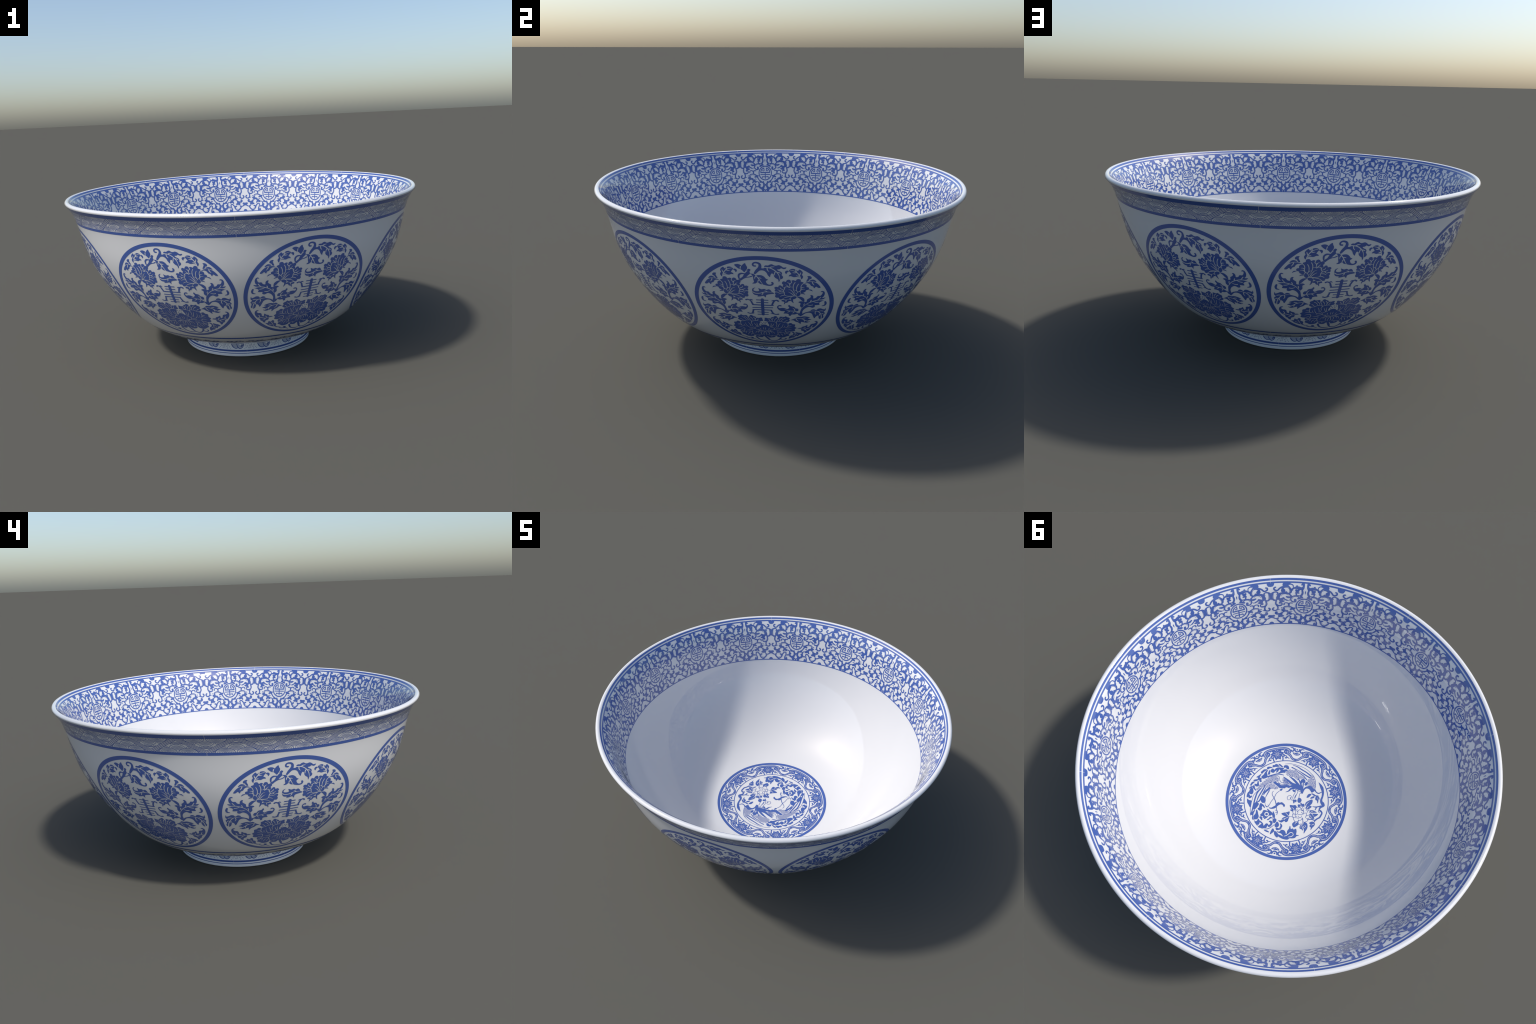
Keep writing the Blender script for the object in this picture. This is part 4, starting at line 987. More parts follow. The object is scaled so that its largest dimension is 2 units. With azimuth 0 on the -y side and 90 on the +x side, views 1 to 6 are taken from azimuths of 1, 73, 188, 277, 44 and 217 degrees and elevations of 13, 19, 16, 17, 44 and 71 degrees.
# long tail feathers
pic.stroke([(-0.235, 0.252), (-0.283, 0.227), (-0.34, 0.177), (-0.35, 0.158)], [0.0143, 0.0123, 0.0103, 0.0041], BLUE, 'phoenix')
pic.stroke([(-0.299, 0.311), (-0.369, 0.227), (-0.443, 0.135), (-0.489, 0.063), (-0.507, 0.041)], [0.0062, 0.0082, 0.0078, 0.0062, 0.0031], BLUE, 'phoenix')
pic.stroke([(-0.366, 0.277), (-0.443, 0.22), (-0.497, 0.129), (-0.544, 0.018), (-0.56, -0.019), (-0.591, -0.088), (-0.617, -0.128)], [0.0025, 0.0082, 0.0086, 0.0082, 0.0078, 0.0072, 0.0051], BLUE, 'phoenix')
pic.stroke([(-0.434, 0.244), (-0.506, 0.191), (-0.561, 0.09), (-0.586, 0.025), (-0.611, -0.055), (-0.624, -0.151)], 0.0029, BLUE, 'phoenix')
pic.stroke([(-0.288, 0.279), (-0.332, 0.221), (-0.395, 0.136), (-0.44, 0.069), (-0.506, 0.046)], [0.0041, 0.0062, 0.0053, 0.0082, 0.0062], BLUE, 'phoenix')
pic.stroke([(-0.246, 0.215), (-0.302, 0.145), (-0.334, 0.095), (-0.354, -0.006), (-0.353, -0.036)], [0.0062, 0.0053, 0.0025, 0.0025, 0.0025], BLUE, 'phoenix')
pic.shape([(-0.396, 0.126), (-0.375, 0.14), (-0.35, 0.118), (-0.338, 0.061), (-0.356, 0.029), (-0.394, 0.031), (-0.41, 0.074)], piece='phoenix', grow=0.0016)
# legs and claws
pic.stroke([(-0.177, 0.193), (-0.2, 0.177), (-0.21, 0.144), (-0.189, 0.074), (-0.179, 0.023), (-0.177, -0.048), (-0.184, -0.126), (-0.184, -0.18), (-0.192, -0.208)], [0.0025, 0.0029, 0.0037, 0.0045, 0.0049, 0.0053, 0.0041, 0.0037, 0.0029], BLUE, 'phoenix')
pic.stroke([(-0.084, 0.177), (-0.132, 0.15), (-0.188, 0.079), (-0.251, 0.02), (-0.289, -0.028), (-0.312, -0.049)], [0.0029, 0.0029, 0.0033, 0.0033, 0.0029, 0.0029], BLUE, 'phoenix')
pic.stroke([(-0.353, -0.023), (-0.336, -0.053), (-0.307, -0.049), (-0.311, -0.021)], [0.0029, 0.0062, 0.0029, 0.0025], BLUE, 'phoenix')
pic.stroke([(-0.209, -0.133), (-0.179, -0.148), (-0.18, -0.183), (-0.202, -0.213)], 0.0029, BLUE, 'phoenix')
pic.stroke([(-0.213, -0.169), (-0.185, -0.182)], 0.0029, BLUE, 'phoenix')
pic.shape([(-0.302, -0.075), (-0.265, -0.084), (-0.23, -0.072), (-0.189, -0.057), (-0.169, -0.031), (-0.132, -0.013), (-0.111, -0.026), (-0.081, -0.022), (-0.057, -0.046), (-0.039, -0.079), (-0.055, -0.103), (-0.07, -0.066), (-0.096, -0.049), (-0.13, -0.053), (-0.167, -0.071), (-0.195, -0.091), (-0.234, -0.099), (-0.281, -0.091)], piece='phoenix', grow=0.0016)
# spread wing
pic.stroke([(0.099, 0.63), (0.199, 0.615), (0.313, 0.563), (0.4, 0.506), (0.461, 0.444), (0.499, 0.385)], [0.0023, 0.0029, 0.0025, 0.0023, 0.0023, 0.0023], BLUE, 'phoenix')
pic.stroke([(0.228, 0.584), (0.286, 0.552), (0.356, 0.483), (0.431, 0.413), (0.482, 0.35)], [0.0025, 0.0062, 0.007, 0.007, 0.0074], BLUE, 'phoenix')
pic.stroke([(0.202, 0.549), (0.288, 0.485), (0.378, 0.396), (0.457, 0.321)], [0.0074, 0.0029, 0.007, 0.0074], BLUE, 'phoenix')
pic.stroke([(0.242, 0.503), (0.306, 0.43), (0.367, 0.362), (0.406, 0.288)], [0.0029, 0.0053, 0.0057, 0.0049], BLUE, 'phoenix')
plumage([(0.084, 0.495), (0.181, 0.519), (0.248, 0.481), (0.293, 0.411), (0.364, 0.347), (0.386, 0.287), (0.335, 0.327), (0.287, 0.33), (0.254, 0.31), (0.202, 0.371), (0.135, 0.403), (0.087, 0.458)])
plumage([(0.485, 0.367), (0.526, 0.324), (0.535, 0.271), (0.53, 0.185), (0.503, 0.113), (0.473, 0.134), (0.447, 0.174), (0.4, 0.182), (0.394, 0.224), (0.421, 0.291), (0.449, 0.307)])
plumage([(0.043, 0.383), (0.085, 0.345), (0.104, 0.291), (0.155, 0.251), (0.097, 0.251), (0.021, 0.265)])
pic.stroke([(0.499, 0.385), (0.532, 0.328), (0.542, 0.259), (0.534, 0.184), (0.507, 0.107)], 0.0029, BLUE, 'phoenix')
pic.stroke([(0.033, 0.406), (0.09, 0.344), (0.148, 0.268), (0.221, 0.214), (0.265, 0.165)], [0.0057, 0.0092, 0.0143, 0.0185, 0.0205], BLUE, 'phoenix')
pic.stroke([(0.134, 0.398), (0.194, 0.326), (0.234, 0.257), (0.267, 0.175)], [0.0037, 0.0123, 0.0143, 0.0185], BLUE, 'phoenix')
pic.stroke([(0.269, 0.338), (0.286, 0.274), (0.292, 0.201), (0.286, 0.147)], [0.0041, 0.0082, 0.0103, 0.0123], BLUE, 'phoenix')
pic.stroke([(0.054, 0.231), (0.126, 0.223), (0.204, 0.202), (0.265, 0.165)], [0.0103, 0.0123, 0.0246, 0.0246], BLUE, 'phoenix')
pic.stroke([(0.335, 0.235), (0.317, 0.182), (0.296, 0.125)], [0.007, 0.007, 0.0103], BLUE, 'phoenix')
pic.shape([(0.302, 0.281), (0.322, 0.308), (0.352, 0.311), (0.375, 0.279), (0.359, 0.246), (0.344, 0.243), (0.333, 0.265), (0.31, 0.244)], piece='phoenix', grow=0.0016)
pic.shape([(0.356, 0.205), (0.372, 0.238), (0.389, 0.251), (0.406, 0.237), (0.39, 0.204), (0.368, 0.196)], piece='phoenix', grow=0.0016)
pic.shape([(0.266, 0.094), (0.278, 0.133), (0.296, 0.125), (0.33, 0.149), (0.363, 0.168), (0.398, 0.172), (0.427, 0.172), (0.459, 0.162), (0.476, 0.123), (0.504, 0.093), (0.47, 0.068), (0.444, 0.06), (0.431, 0.095), (0.409, 0.13), (0.373, 0.146), (0.337, 0.133), (0.304, 0.093), (0.285, 0.068)], piece='phoenix', grow=0.0016)
pic.stroke([(0.166, 0.178), (0.113, 0.182), (0.074, 0.154), (0.018, 0.142)], [0.0103, 0.0113, 0.0072, 0.0023], BLUE, 'phoenix')
# head
pic.stroke([(0.187, 0.174), (0.183, 0.14), (0.165, 0.097), (0.134, 0.062), (0.117, 0.025), (0.119, -0.015), (0.165, -0.026)], 0.0029, BLUE, 'phoenix')
pic.stroke([(0.222, 0.117), (0.195, 0.077), (0.164, 0.042), (0.146, 0.01)], [0.0029, 0.0029, 0.0062, 0.0053], BLUE, 'phoenix')
pic.stroke([(0.287, 0.076), (0.248, 0.075), (0.226, 0.036), (0.213, -0.002)], 0.0029, BLUE, 'phoenix')
pic.stroke([(0.183, 0.14), (0.206, 0.161), (0.213, 0.124), (0.235, 0.161), (0.241, 0.114), (0.272, 0.124)], 0.0027, BLUE, 'phoenix')
pic.shape([(0.118, -0.02), (0.165, -0.026), (0.15, -0.058), (0.141, -0.039), (0.116, -0.072)], piece='phoenix', grow=0.0016)
pic.shape([(0.187, -0.037), (0.214, 0.003), (0.244, -0.018), (0.246, -0.048), (0.199, -0.076), (0.185, -0.052)], piece='phoenix', grow=0.0016)
pic.shape([(0.139, 0.155), (0.169, 0.147), (0.176, 0.12), (0.143, 0.134)], piece='phoenix', grow=0.0016)
pic.stroke([(0.073, 0.033), (0.1, 0.038), (0.082, 0.071), (0.042, 0.064), (0.023, 0.037), (0.036, 0.002), (0.065, 0.004), (0.08, 0.032), (0.087, -0.01), (0.118, -0.02)], 0.0025, BLUE, 'phoenix')
# lower tail scroll
pic.shape([(-0.506, 0.049), (-0.458, 0.02), (-0.477, -0.006), (-0.522, -0.048), (-0.548, -0.063), (-0.556, -0.027), (-0.536, 0.009)], piece='tail_scroll', grow=0.0016)
pic.shape([(-0.449, -0.011), (-0.419, 0.023), (-0.407, 0.011), (-0.376, -0.034), (-0.374, -0.064), (-0.403, -0.024), (-0.421, -0.046), (-0.421, -0.071), (-0.453, -0.095), (-0.485, -0.054), (-0.459, -0.044)], piece='tail_scroll', grow=0.0016)
pic.shape([(-0.571, -0.172), (-0.537, -0.139), (-0.507, -0.075), (-0.499, -0.111), (-0.5, -0.146), (-0.498, -0.19), (-0.533, -0.228), (-0.565, -0.222)], piece='tail_scroll', grow=0.0016)
pic.shape([(-0.62, -0.134), (-0.589, -0.105), (-0.538, -0.075), (-0.566, -0.114), (-0.578, -0.142), (-0.595, -0.232), (-0.603, -0.206), (-0.591, -0.149)], piece='tail_scroll', grow=0.0016)
pic.shape([(-0.463, -0.177), (-0.423, -0.14), (-0.398, -0.105), (-0.352, -0.118), (-0.319, -0.148), (-0.277, -0.18), (-0.296, -0.206), (-0.33, -0.205), (-0.362, -0.229), (-0.413, -0.245), (-0.399, -0.223), (-0.432, -0.222), (-0.414, -0.2), (-0.446, -0.19)], piece='tail_scroll', grow=0.0016)
pic.shape([(-0.333, -0.091), (-0.298, -0.132), (-0.27, -0.167), (-0.263, -0.207), (-0.303, -0.166), (-0.322, -0.133)], piece='tail_scroll', grow=0.0016)
pic.shape([(-0.244, -0.152), (-0.236, -0.188), (-0.234, -0.232), (-0.25, -0.269), (-0.259, -0.238)], piece='tail_scroll', grow=0.0016)
pic.shape([(-0.37, -0.272), (-0.333, -0.254), (-0.306, -0.234), (-0.285, -0.253), (-0.319, -0.256), (-0.341, -0.272)], piece='tail_scroll', grow=0.0016)
pic.shape([(-0.256, -0.273), (-0.224, -0.283), (-0.234, -0.325), (-0.268, -0.344)], piece='tail_scroll', grow=0.0016)
pic.shape([(-0.342, -0.306), (-0.308, -0.3), (-0.297, -0.319), (-0.32, -0.369), (-0.367, -0.389), (-0.373, -0.374), (-0.327, -0.353), (-0.326, -0.319)], piece='tail_scroll', grow=0.0016)
pic.shape([(-0.462, -0.397), (-0.421, -0.351), (-0.39, -0.332), (-0.365, -0.351), (-0.386, -0.367), (-0.411, -0.401), (-0.439, -0.396)], piece='tail_scroll', grow=0.0016)
pic.shape([(-0.528, -0.366), (-0.495, -0.337), (-0.455, -0.325), (-0.446, -0.356), (-0.475, -0.389), (-0.502, -0.38)], piece='tail_scroll', grow=0.0016)
pic.shape([(-0.573, -0.265), (-0.54, -0.266), (-0.506, -0.233), (-0.497, -0.269), (-0.503, -0.302), (-0.531, -0.326), (-0.556, -0.307)], piece='tail_scroll', grow=0.0016)
pic.shape([(-0.492, -0.265), (-0.468, -0.289), (-0.446, -0.327), (-0.479, -0.301)], piece='tail_scroll', grow=0.0016)
pic.shape([(-0.481, -0.203), (-0.457, -0.198), (-0.453, -0.262), (-0.468, -0.235)], piece='tail_scroll', grow=0.0016)
pic.shape([(-0.445, -0.434), (-0.409, -0.445), (-0.375, -0.48), (-0.413, -0.464)], piece='tail_scroll', grow=0.0016)
pic.shape([(-0.261, -0.384), (-0.237, -0.354), (-0.214, -0.334), (-0.199, -0.356), (-0.203, -0.404), (-0.23, -0.419), (-0.256, -0.409)], piece='tail_scroll', grow=0.0016)
pic.shape([(-0.169, -0.371), (-0.146, -0.404), (-0.157, -0.436), (-0.191, -0.443), (-0.167, -0.411)], piece='tail_scroll', grow=0.0016)
pic.shape([(-0.251, -0.43), (-0.211, -0.446), (-0.166, -0.459), (-0.205, -0.467), (-0.247, -0.464)], piece='tail_scroll', grow=0.0016)
pic.shape([(-0.361, -0.516), (-0.345, -0.481), (-0.299, -0.435), (-0.291, -0.471), (-0.334, -0.502)], piece='tail_scroll', grow=0.0016)
pic.shape([(-0.293, -0.533), (-0.278, -0.478), (-0.255, -0.506), (-0.235, -0.553), (-0.26, -0.587), (-0.287, -0.553)], piece='tail_scroll', grow=0.0016)
pic.shape([(-0.248, -0.493), (-0.207, -0.505), (-0.17, -0.483), (-0.126, -0.5), (-0.115, -0.541), (-0.116, -0.574), (-0.154, -0.572), (-0.184, -0.533), (-0.223, -0.512)], piece='tail_scroll', grow=0.0016)
pic.shape([(-0.234, -0.548), (-0.204, -0.564), (-0.15, -0.602), (-0.101, -0.62), (-0.063, -0.618), (-0.087, -0.647), (-0.156, -0.635), (-0.206, -0.602), (-0.234, -0.573)], piece='tail_scroll', grow=0.0016)
pic.stroke([(-0.447, -0.415), (-0.396, -0.422), (-0.347, -0.412), (-0.269, -0.373)], [0.0029, 0.0049, 0.0041, 0.0029], BLUE, 'tail_scroll')
pic.stroke([(-0.469, -0.405), (-0.501, -0.375), (-0.55, -0.328), (-0.569, -0.271), (-0.578, -0.21)], 0.0025, BLUE, 'tail_scroll')
pic.stroke([(-0.268, -0.192), (-0.27, -0.246), (-0.28, -0.303), (-0.305, -0.362), (-0.344, -0.394)], 0.0025, BLUE, 'tail_scroll')
pic.dot((-0.36, -0.175), 0.0134, WHITE, 'tail_scroll')
pic.dot((-0.36, -0.175), 0.0076, BLUE, 'tail_scroll')
pic.shape([(-0.166, -0.546), (-0.13, -0.504), (-0.115, -0.526), (-0.113, -0.565), (-0.092, -0.555), (-0.075, -0.514), (-0.04, -0.482), (-0.019, -0.442), (-0.015, -0.496), (0.019, -0.492), (0.025, -0.513), (0.064, -0.505), (0.066, -0.544), (0.05, -0.604), (0.09, -0.618), (0.052, -0.621), (0.024, -0.643), (-0.024, -0.644), (-0.069, -0.636), (-0.09, -0.646), (-0.125, -0.63), (-0.148, -0.602)], piece='tail_scroll', grow=0.0016)
pic.stroke([(-0.145, -0.588), (-0.117, -0.586), (-0.071, -0.568), (-0.029, -0.547), (0.001, -0.562), (0.004, -0.596), (-0.027, -0.614), (-0.079, -0.615)], [0.0035, 0.004, 0.004, 0.004, 0.004, 0.004, 0.004, 0.003], WHITE, 'tail_scroll')
# branch and twigs
pic.stroke([(0.593, 0.207), (0.617, 0.144), (0.628, 0.081), (0.624, 0.016), (0.602, -0.046), (0.571, -0.101), (0.571, -0.151), (0.587, -0.188), (0.594, -0.19)], [0.0023, 0.0123, 0.0185, 0.0143, 0.0123, 0.0103, 0.0123, 0.0164, 0.0123], BLUE, 'branch')
pic.stroke([(0.589, -0.156), (0.593, -0.196), (0.553, -0.212), (0.521, -0.226)], [0.0143, 0.0123, 0.0123, 0.0082], BLUE, 'branch')
pic.stroke([(0.409, -0.183), (0.464, -0.2), (0.503, -0.2), (0.551, -0.199)], [0.0029, 0.007, 0.0066, 0.0082], BLUE, 'branch')
pic.stroke([(0.473, -0.202), (0.438, -0.246)], [0.007, 0.0049], BLUE, 'branch')
pic.stroke([(0.527, -0.224), (0.506, -0.255), (0.532, -0.29), (0.536, -0.32), (0.515, -0.351), (0.484, -0.385), (0.438, -0.401), (0.4, -0.424), (0.387, -0.441)], [0.0103, 0.0082, 0.0092, 0.0092, 0.0092, 0.0092, 0.0082, 0.0092, 0.0049], BLUE, 'branch')
pic.stroke([(0.505, -0.258), (0.485, -0.276), (0.497, -0.298), (0.518, -0.287)], 0.0037, BLUE, 'branch')
pic.stroke([(0.287, -0.389), (0.335, -0.388), (0.4, -0.42)], [0.0049, 0.0062, 0.007], BLUE, 'branch')
pic.stroke([(0.314, -0.226), (0.351, -0.233), (0.367, -0.25)], 0.0029, BLUE, 'branch')
pic.stroke([(-0.007, -0.278), (0.021, -0.282), (0.055, -0.303)], 0.0027, BLUE, 'branch')
pic.stroke([(0.502, 0.096), (0.519, 0.05), (0.548, 0.024), (0.604, 0.035)], [0.0082, 0.0062, 0.007, 0.0041], BLUE, 'branch')
# leaves of the branch
pic.shape([(0.346, -0.016), (0.396, 0.041), (0.43, 0.03), (0.398, 0), (0.381, -0.012)], piece='leaf#1', grow=0.0008)
pic.shape([(0.436, 0.044), (0.475, 0.022), (0.499, -0.002), (0.538, -0.014), (0.491, -0.016), (0.462, 0.004)], piece='leaf#2', grow=0.0008)
pic.shape([(0.399, -0.04), (0.423, -0.019), (0.474, -0.018), (0.463, -0.036), (0.433, -0.043)], piece='leaf#2', grow=0.0008)
pic.shape([(0.483, -0.08), (0.522, -0.011), (0.538, -0.014), (0.517, -0.056), (0.522, -0.102), (0.5, -0.141), (0.5, -0.093)], piece='leaf#3', grow=0.0008)
pic.shape([(0.537, -0.029), (0.548, -0.071), (0.535, -0.089), (0.528, -0.063)], piece='leaf#3', grow=0.0008)
pic.shape([(0.044, -0.096), (0.107, -0.107), (0.124, -0.105), (0.148, -0.144), (0.125, -0.163), (0.115, -0.188), (0.091, -0.162), (0.078, -0.206), (0.034, -0.171), (0.061, -0.171), (0.049, -0.134)], piece='leaf#4', grow=0.0008)
pic.stroke([(0.103, -0.179), (0.084, -0.15), (0.064, -0.127)], [0.003, 0.003, 0.0012], WHITE, 'leaf#4')
pic.shape([(0.176, -0.145), (0.181, -0.106), (0.211, -0.113), (0.23, -0.079), (0.25, -0.11), (0.275, -0.11), (0.269, -0.161), (0.243, -0.147), (0.222, -0.155), (0.212, -0.134), (0.189, -0.152)], piece='leaf#5', grow=0.0008)
pic.stroke([(0.227, -0.156), (0.223, -0.126), (0.226, -0.096)], [0.003, 0.003, 0.0012], WHITE, 'leaf#5')
pic.shape([(0.294, -0.148), (0.31, -0.101), (0.359, -0.075), (0.428, -0.067), (0.406, -0.128), (0.368, -0.151), (0.329, -0.149)], piece='leaf#6', grow=0.0008)
pic.stroke([(0.295, -0.156), (0.326, -0.119), (0.375, -0.088)], [0.003, 0.003, 0.0012], WHITE, 'leaf#6')
pic.shape([(0.295, -0.188), (0.319, -0.153), (0.357, -0.154), (0.391, -0.18), (0.357, -0.204), (0.317, -0.212)], piece='leaf#7', grow=0.0008)
pic.stroke([(0.311, -0.196), (0.334, -0.175), (0.354, -0.171)], [0.003, 0.003, 0.0012], WHITE, 'leaf#7')
pic.shape([(0.339, -0.27), (0.359, -0.244), (0.397, -0.246), (0.427, -0.266), (0.455, -0.291), (0.412, -0.288), (0.38, -0.282), (0.341, -0.285)], piece='leaf#8', grow=0.0008)
pic.stroke([(0.341, -0.283), (0.374, -0.266), (0.403, -0.262)], [0.003, 0.003, 0.0012], WHITE, 'leaf#8')
pic.shape([(0.336, -0.299), (0.385, -0.303), (0.418, -0.309), (0.469, -0.328), (0.433, -0.351), (0.393, -0.363), (0.396, -0.384), (0.355, -0.381), (0.329, -0.347)], piece='leaf#9', grow=0.0008)
pic.stroke([(0.369, -0.29), (0.382, -0.322), (0.397, -0.352)], [0.003, 0.003, 0.0012], WHITE, 'leaf#9')
pic.stroke([(0.334, -0.319), (0.352, -0.351), (0.366, -0.378)], [0.003, 0.003, 0.0012], WHITE, 'leaf#9')
pic.shape([(0.025, -0.411), (0.068, -0.384), (0.118, -0.398), (0.123, -0.433), (0.082, -0.46), (0.04, -0.472)], piece='leaf#10', grow=0.0008)
pic.stroke([(0.104, -0.398), (0.079, -0.405), (0.063, -0.427)], [0.003, 0.003, 0.0012], WHITE, 'leaf#10')
pic.shape([(0.134, -0.513), (0.143, -0.466), (0.187, -0.435), (0.185, -0.473), (0.174, -0.5), (0.174, -0.551), (0.152, -0.521)], piece='leaf#11', grow=0.0008)
pic.stroke([(0.186, -0.439), (0.162, -0.464), (0.15, -0.506)], [0.003, 0.003, 0.0012], WHITE, 'leaf#11')
pic.shape([(0.198, -0.451), (0.223, -0.421), (0.254, -0.437), (0.256, -0.51), (0.231, -0.549), (0.208, -0.57), (0.179, -0.6), (0.194, -0.548), (0.189, -0.498)], piece='leaf#12', grow=0.0008)
pic.stroke([(0.189, -0.474), (0.207, -0.506), (0.223, -0.519)], [0.003, 0.003, 0.0012], WHITE, 'leaf#12')
pic.stroke([(0.232, -0.496), (0.22, -0.465)], [0.003, 0.003, 0.0012], WHITE, 'leaf#12')
pic.shape([(0.299, -0.45), (0.35, -0.432), (0.38, -0.449), (0.385, -0.484), (0.363, -0.51), (0.335, -0.529), (0.3, -0.562), (0.312, -0.525), (0.294, -0.497), (0.318, -0.473)], piece='leaf#13', grow=0.0008)
pic.stroke([(0.372, -0.477), (0.349, -0.483), (0.324, -0.488)], [0.003, 0.003, 0.0012], WHITE, 'leaf#13')
pic.shape([(-0.115, -0.207), (-0.074, -0.202), (-0.036, -0.203), (0.019, -0.201), (0.006, -0.236), (-0.014, -0.266), (-0.075, -0.256)], piece='leaf#14', grow=0.0008)
pic.stroke([(-0.014, -0.262), (-0.036, -0.228), (-0.051, -0.206)], [0.003, 0.003, 0.0012], WHITE, 'leaf#14')
pic.shape([(-0.19, -0.314), (-0.144, -0.322), (-0.119, -0.292), (-0.078, -0.275), (-0.003, -0.283), (-0.024, -0.319), (-0.045, -0.354), (-0.075, -0.363), (-0.09, -0.341), (-0.15, -0.355)], piece='leaf#15', grow=0.0008)
pic.stroke([(-0.018, -0.285), (-0.083, -0.303), (-0.138, -0.313)], [0.003, 0.003, 0.0012], WHITE, 'leaf#15')
pic.stroke([(-0.078, -0.299), (-0.092, -0.326)], [0.003, 0.003, 0.0012], WHITE, 'leaf#15')
# open peony drawn in line
pic.stroke([(0.118, -0.196), (0.136, -0.155), (0.184, -0.153), (0.226, -0.186)], 0.0029, BLUE, 'line_peony')
pic.stroke([(0.118, -0.201), (0.089, -0.176), (0.071, -0.218), (0.075, -0.248), (0.103, -0.253), (0.117, -0.206)], 0.0029, BLUE, 'line_peony')
pic.stroke([(0.06, -0.25), (0.06, -0.304), (0.109, -0.323), (0.149, -0.337)], 0.0029, BLUE, 'line_peony')
pic.stroke([(0.059, -0.309), (0.064, -0.354), (0.074, -0.38), (0.12, -0.386), (0.139, -0.362)], 0.0029, BLUE, 'line_peony')
pic.stroke([(0.139, -0.362), (0.124, -0.404), (0.133, -0.442), (0.159, -0.434)], 0.0029, BLUE, 'line_peony')
pic.stroke([(0.136, -0.377), (0.181, -0.37), (0.206, -0.34)], 0.0029, BLUE, 'line_peony')
pic.stroke([(0.212, -0.356), (0.21, -0.414), (0.248, -0.416), (0.28, -0.402), (0.278, -0.363)], 0.0029, BLUE, 'line_peony')
pic.stroke([(0.15, -0.232), (0.165, -0.205), (0.204, -0.202), (0.233, -0.226)], 0.0029, BLUE, 'line_peony')
pic.stroke([(0.146, -0.28), (0.17, -0.277), (0.201, -0.29)], 0.0029, BLUE, 'line_peony')
pic.stroke([(0.101, -0.262), (0.098, -0.301), (0.123, -0.296)], 0.0029, BLUE, 'line_peony')
pic.stroke([(0.141, -0.304), (0.169, -0.333), (0.201, -0.315)], 0.0029, BLUE, 'line_peony')
pic.stroke([(0.226, -0.285), (0.248, -0.269), (0.285, -0.275), (0.271, -0.322), (0.252, -0.348)], 0.0029, BLUE, 'line_peony')
pic.stroke([(0.289, -0.232), (0.303, -0.199), (0.275, -0.182)], 0.0029, BLUE, 'line_peony')
pic.stroke([(0.297, -0.267), (0.327, -0.233)], 0.0029, BLUE, 'line_peony')
pic.stroke([(0.271, -0.322), (0.325, -0.317), (0.332, -0.333)], 0.0029, BLUE, 'line_peony')
pic.stroke([(0.269, -0.361), (0.305, -0.372), (0.323, -0.341)], 0.0029, BLUE, 'line_peony')
pic.stroke([(0.242, -0.154), (0.249, -0.19), (0.25, -0.235), (0.237, -0.277)], 0.0029, BLUE, 'line_peony')
pic.stroke([(0.203, -0.157), (0.223, -0.2), (0.246, -0.234)], 0.0029, BLUE, 'line_peony')
pic.stroke([(0.06, -0.25), (0.102, -0.258), (0.129, -0.267), (0.153, -0.242)], 0.0029, BLUE, 'line_peony')
pic.stroke([(0.151, -0.177), (0.14, -0.21), (0.155, -0.232)], 0.0029, BLUE, 'line_peony')
pic.stroke([(0.206, -0.291), (0.221, -0.264), (0.206, -0.241)], 0.0029, BLUE, 'line_peony')
pic.stroke([(0.206, -0.34), (0.202, -0.398), (0.192, -0.435)], 0.0029, BLUE, 'line_peony')
picture = pic.flatten(on_floor, 0.03, material=cobalt)
bird = place("phoenix", picture.pop("phoenix"), bowl)
for piece, mesh in picture.items():
    place(plain(piece), mesh, bird if plain(piece).startswith("tail") else bowl)

# ----------------------------------------------------------------------------- foot ring ornament
# Frame: x in degrees * 0.0066 (metres along the foot), y = height on the foot's outer face.
FOOT_DEG = 0.00661


def on_foot(x, y):
    k = np.argmin(FOOT.C[:, 1])
    s = np.interp(-np.asarray(y), -FOOT.C[:k, 1], FOOT.s[:k])
    return FOOT.wrap(x / FOOT_DEG, s)


def w_wave(p, line):
    """two rolling cups side by side"""
    a = FOOT_DEG
    p.stroke([(-5.6 * a, 0.0830), (-5.0 * a, 0.0700), (-3.4 * a, 0.0560), (-1.6 * a, 0.0505), (0.0, 0.0535)], line)
    p.stroke([(-0.8 * a, 0.0830), (-0.5 * a, 0.0690), (0.3 * a, 0.0565), (1.8 * a, 0.0500), (3.4 * a, 0.0530), (4.8 * a, 0.0650), (5.2 * a, 0.0760)], line)


cups = Painting((1.0, 1.0), step=0.003)
cups.piece = "foot_wave"
w_wave(cups, [0.0024, 0.0040, 0.0050, 0.0050, 0.0040, 0.0040, 0.0040])
a = FOOT_DEG
cups.stroke([(4.8 * a, 0.0680), (3.6 * a, 0.0690), (3.3 * a, 0.0610), (2.6 * a, 0.0630)], [0.0050, 0.0060, 0.0050, 0.0030])
rng = random.Random(5)
for x, y, r in ((-9.6, 0.0600, 2.6), (-8.4, 0.0690, 3.4), (-10.8, 0.0700, 3.0), (-7.2, 0.0580, 2.0), (7.2, 0.0560, 2.0),
                (8.3, 0.0640, 2.8), (9.6, 0.0535, 3.0), (10.4, 0.0660, 3.6), (6.6, 0.0700, 2.4), (-9.0, 0.0500, 2.6),
                (11.0, 0.0560, 2.4), (-6.4, 0.0500, 1.4), (6.0, 0.0480, 1.4), (-10.6, 0.0800, 3.2), (9.2, 0.0790, 3.4),
                (-8.0, 0.0800, 2.6), (7.4, 0.0800, 2.6)):
    cups.ring((x * a, y), r * 0.001, 0.0012)
foot_art = cups.flatten(on_foot, 0.02, material=cobalt)
fill = Painting((1.0, 1.0), step=0.004)
fill.piece = "foot_wave_wash"
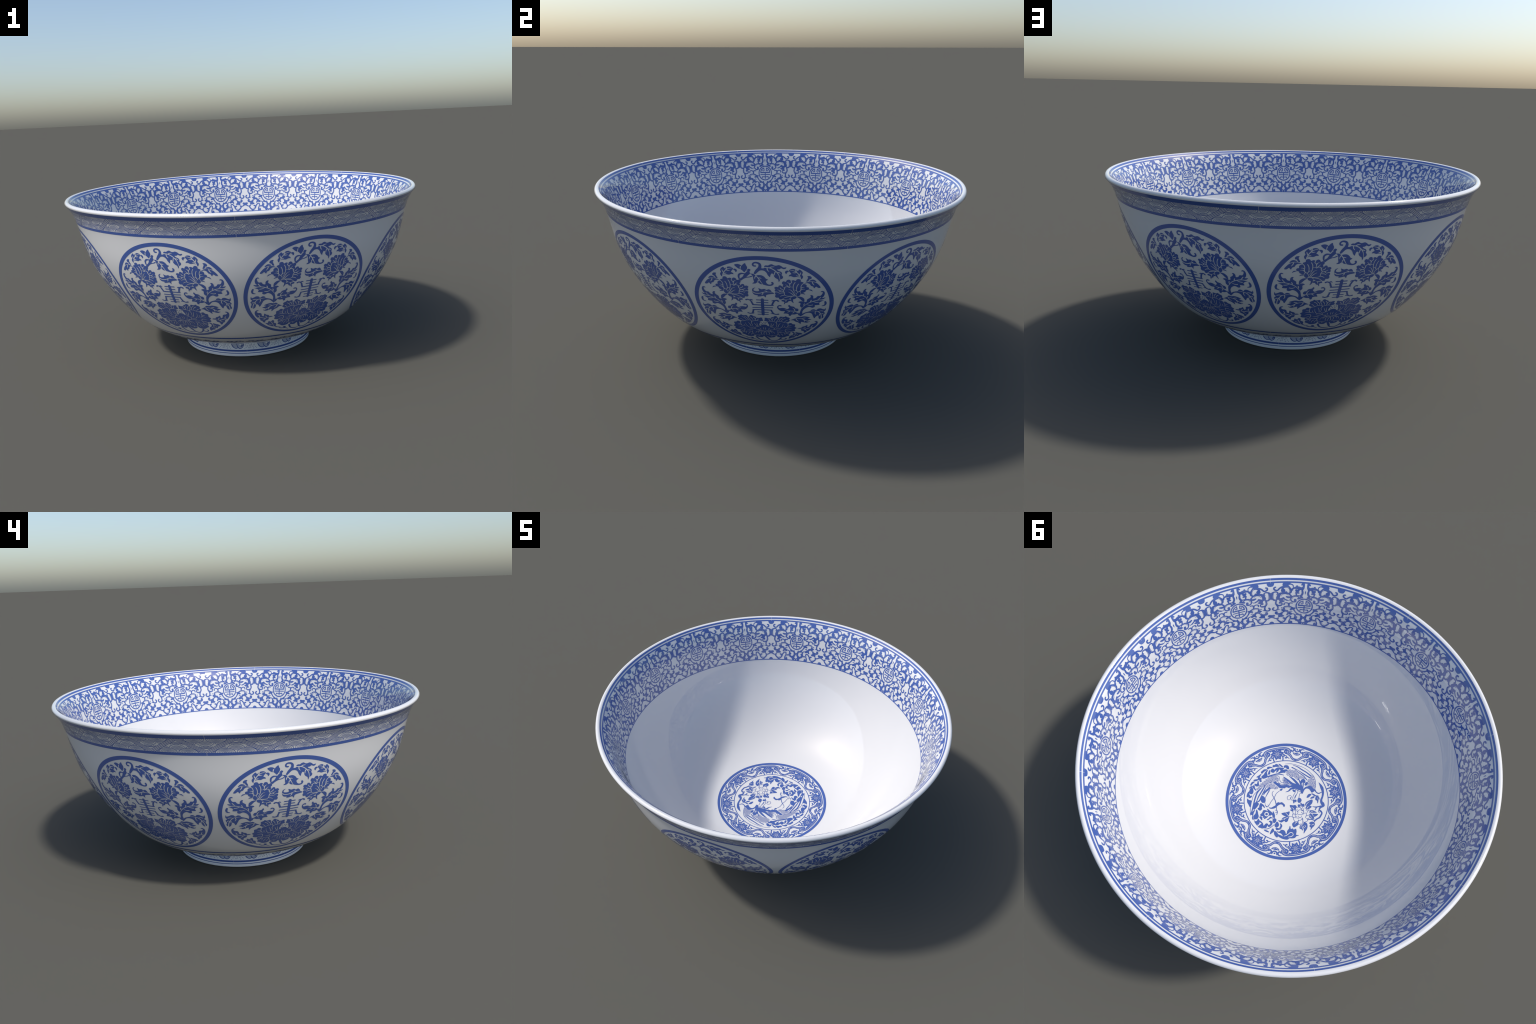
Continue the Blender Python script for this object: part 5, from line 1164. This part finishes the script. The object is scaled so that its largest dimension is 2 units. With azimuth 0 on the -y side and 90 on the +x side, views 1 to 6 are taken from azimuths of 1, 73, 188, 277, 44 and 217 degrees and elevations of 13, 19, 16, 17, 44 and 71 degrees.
fill.shape([(-5.2 * a, 0.0830), (-4.7 * a, 0.0700), (-3.2 * a, 0.0580), (-1.6 * a, 0.0530), (-0.4 * a, 0.0560), (-0.9 * a, 0.0700), (-1.1 * a, 0.0830)])
fill.shape([(-0.5 * a, 0.0830), (-0.1 * a, 0.0690), (0.7 * a, 0.0580), (1.8 * a, 0.0530), (3.2 * a, 0.0550), (4.5 * a, 0.0660), (4.9 * a, 0.0830)])
wash_art = fill.flatten(lambda x, y: tuple(v - 0.0002 * n for v, n in [on_foot(x, y)]) + (on_foot(x, y)[1],), 0.02, material=wash)
for k in range(16):
    cup = place("foot_wave", foot_art["foot_wave"], bowl, 14.7 + 22.5 * k, kind="stuff")
    place("foot_wave_wash", wash_art["foot_wave_wash"], cup)

# narrow leafy garland on the underside of the wall, just inside the lowest line
garland = Painting((1.0, 1.0), step=0.004)
garland.piece = "garland"
LOW_DEG = 0.0098
for x0, flip in ((-5.6, 1), (5.4, -1)):
    for dx, y, length, width in ((-4.2, 0.214, 3.2, 0.010), (-2.2, 0.226, 3.4, 0.013), (0.2, 0.218, 3.6, 0.012),
                                 (2.4, 0.232, 3.0, 0.011), (4.0, 0.222, 2.6, 0.008), (-0.8, 0.206, 4.0, 0.010)):
        x = (x0 + flip * dx) * LOW_DEG
        d = length * LOW_DEG / 2
        garland.shape([(x - d, y - 0.003), (x - d * 0.4, y + width / 2), (x, y + width * 0.3), (x + d * 0.5, y + width / 2),
                       (x + d, y + 0.002), (x + d * 0.4, y - width / 2), (x - d * 0.2, y - width * 0.35)])
        garland.stroke([(x - d * 0.6, y), (x + d * 0.6, y + 0.001)], [0.0016, 0.0022, 0.0012], WHITE)
    garland.stroke([((x0 - 4.6) * LOW_DEG, 0.214), (x0 * LOW_DEG, 0.206), ((x0 + 4.6) * LOW_DEG, 0.216)], 0.0035)
garland_art = garland.flatten(lambda x, y: OUTER.wrap(x / LOW_DEG, y + 0.018), 0.02, material=cobalt)
for k in range(16):
    place("garland", garland_art["garland"], bowl, 22.5 * k, kind="stuff")
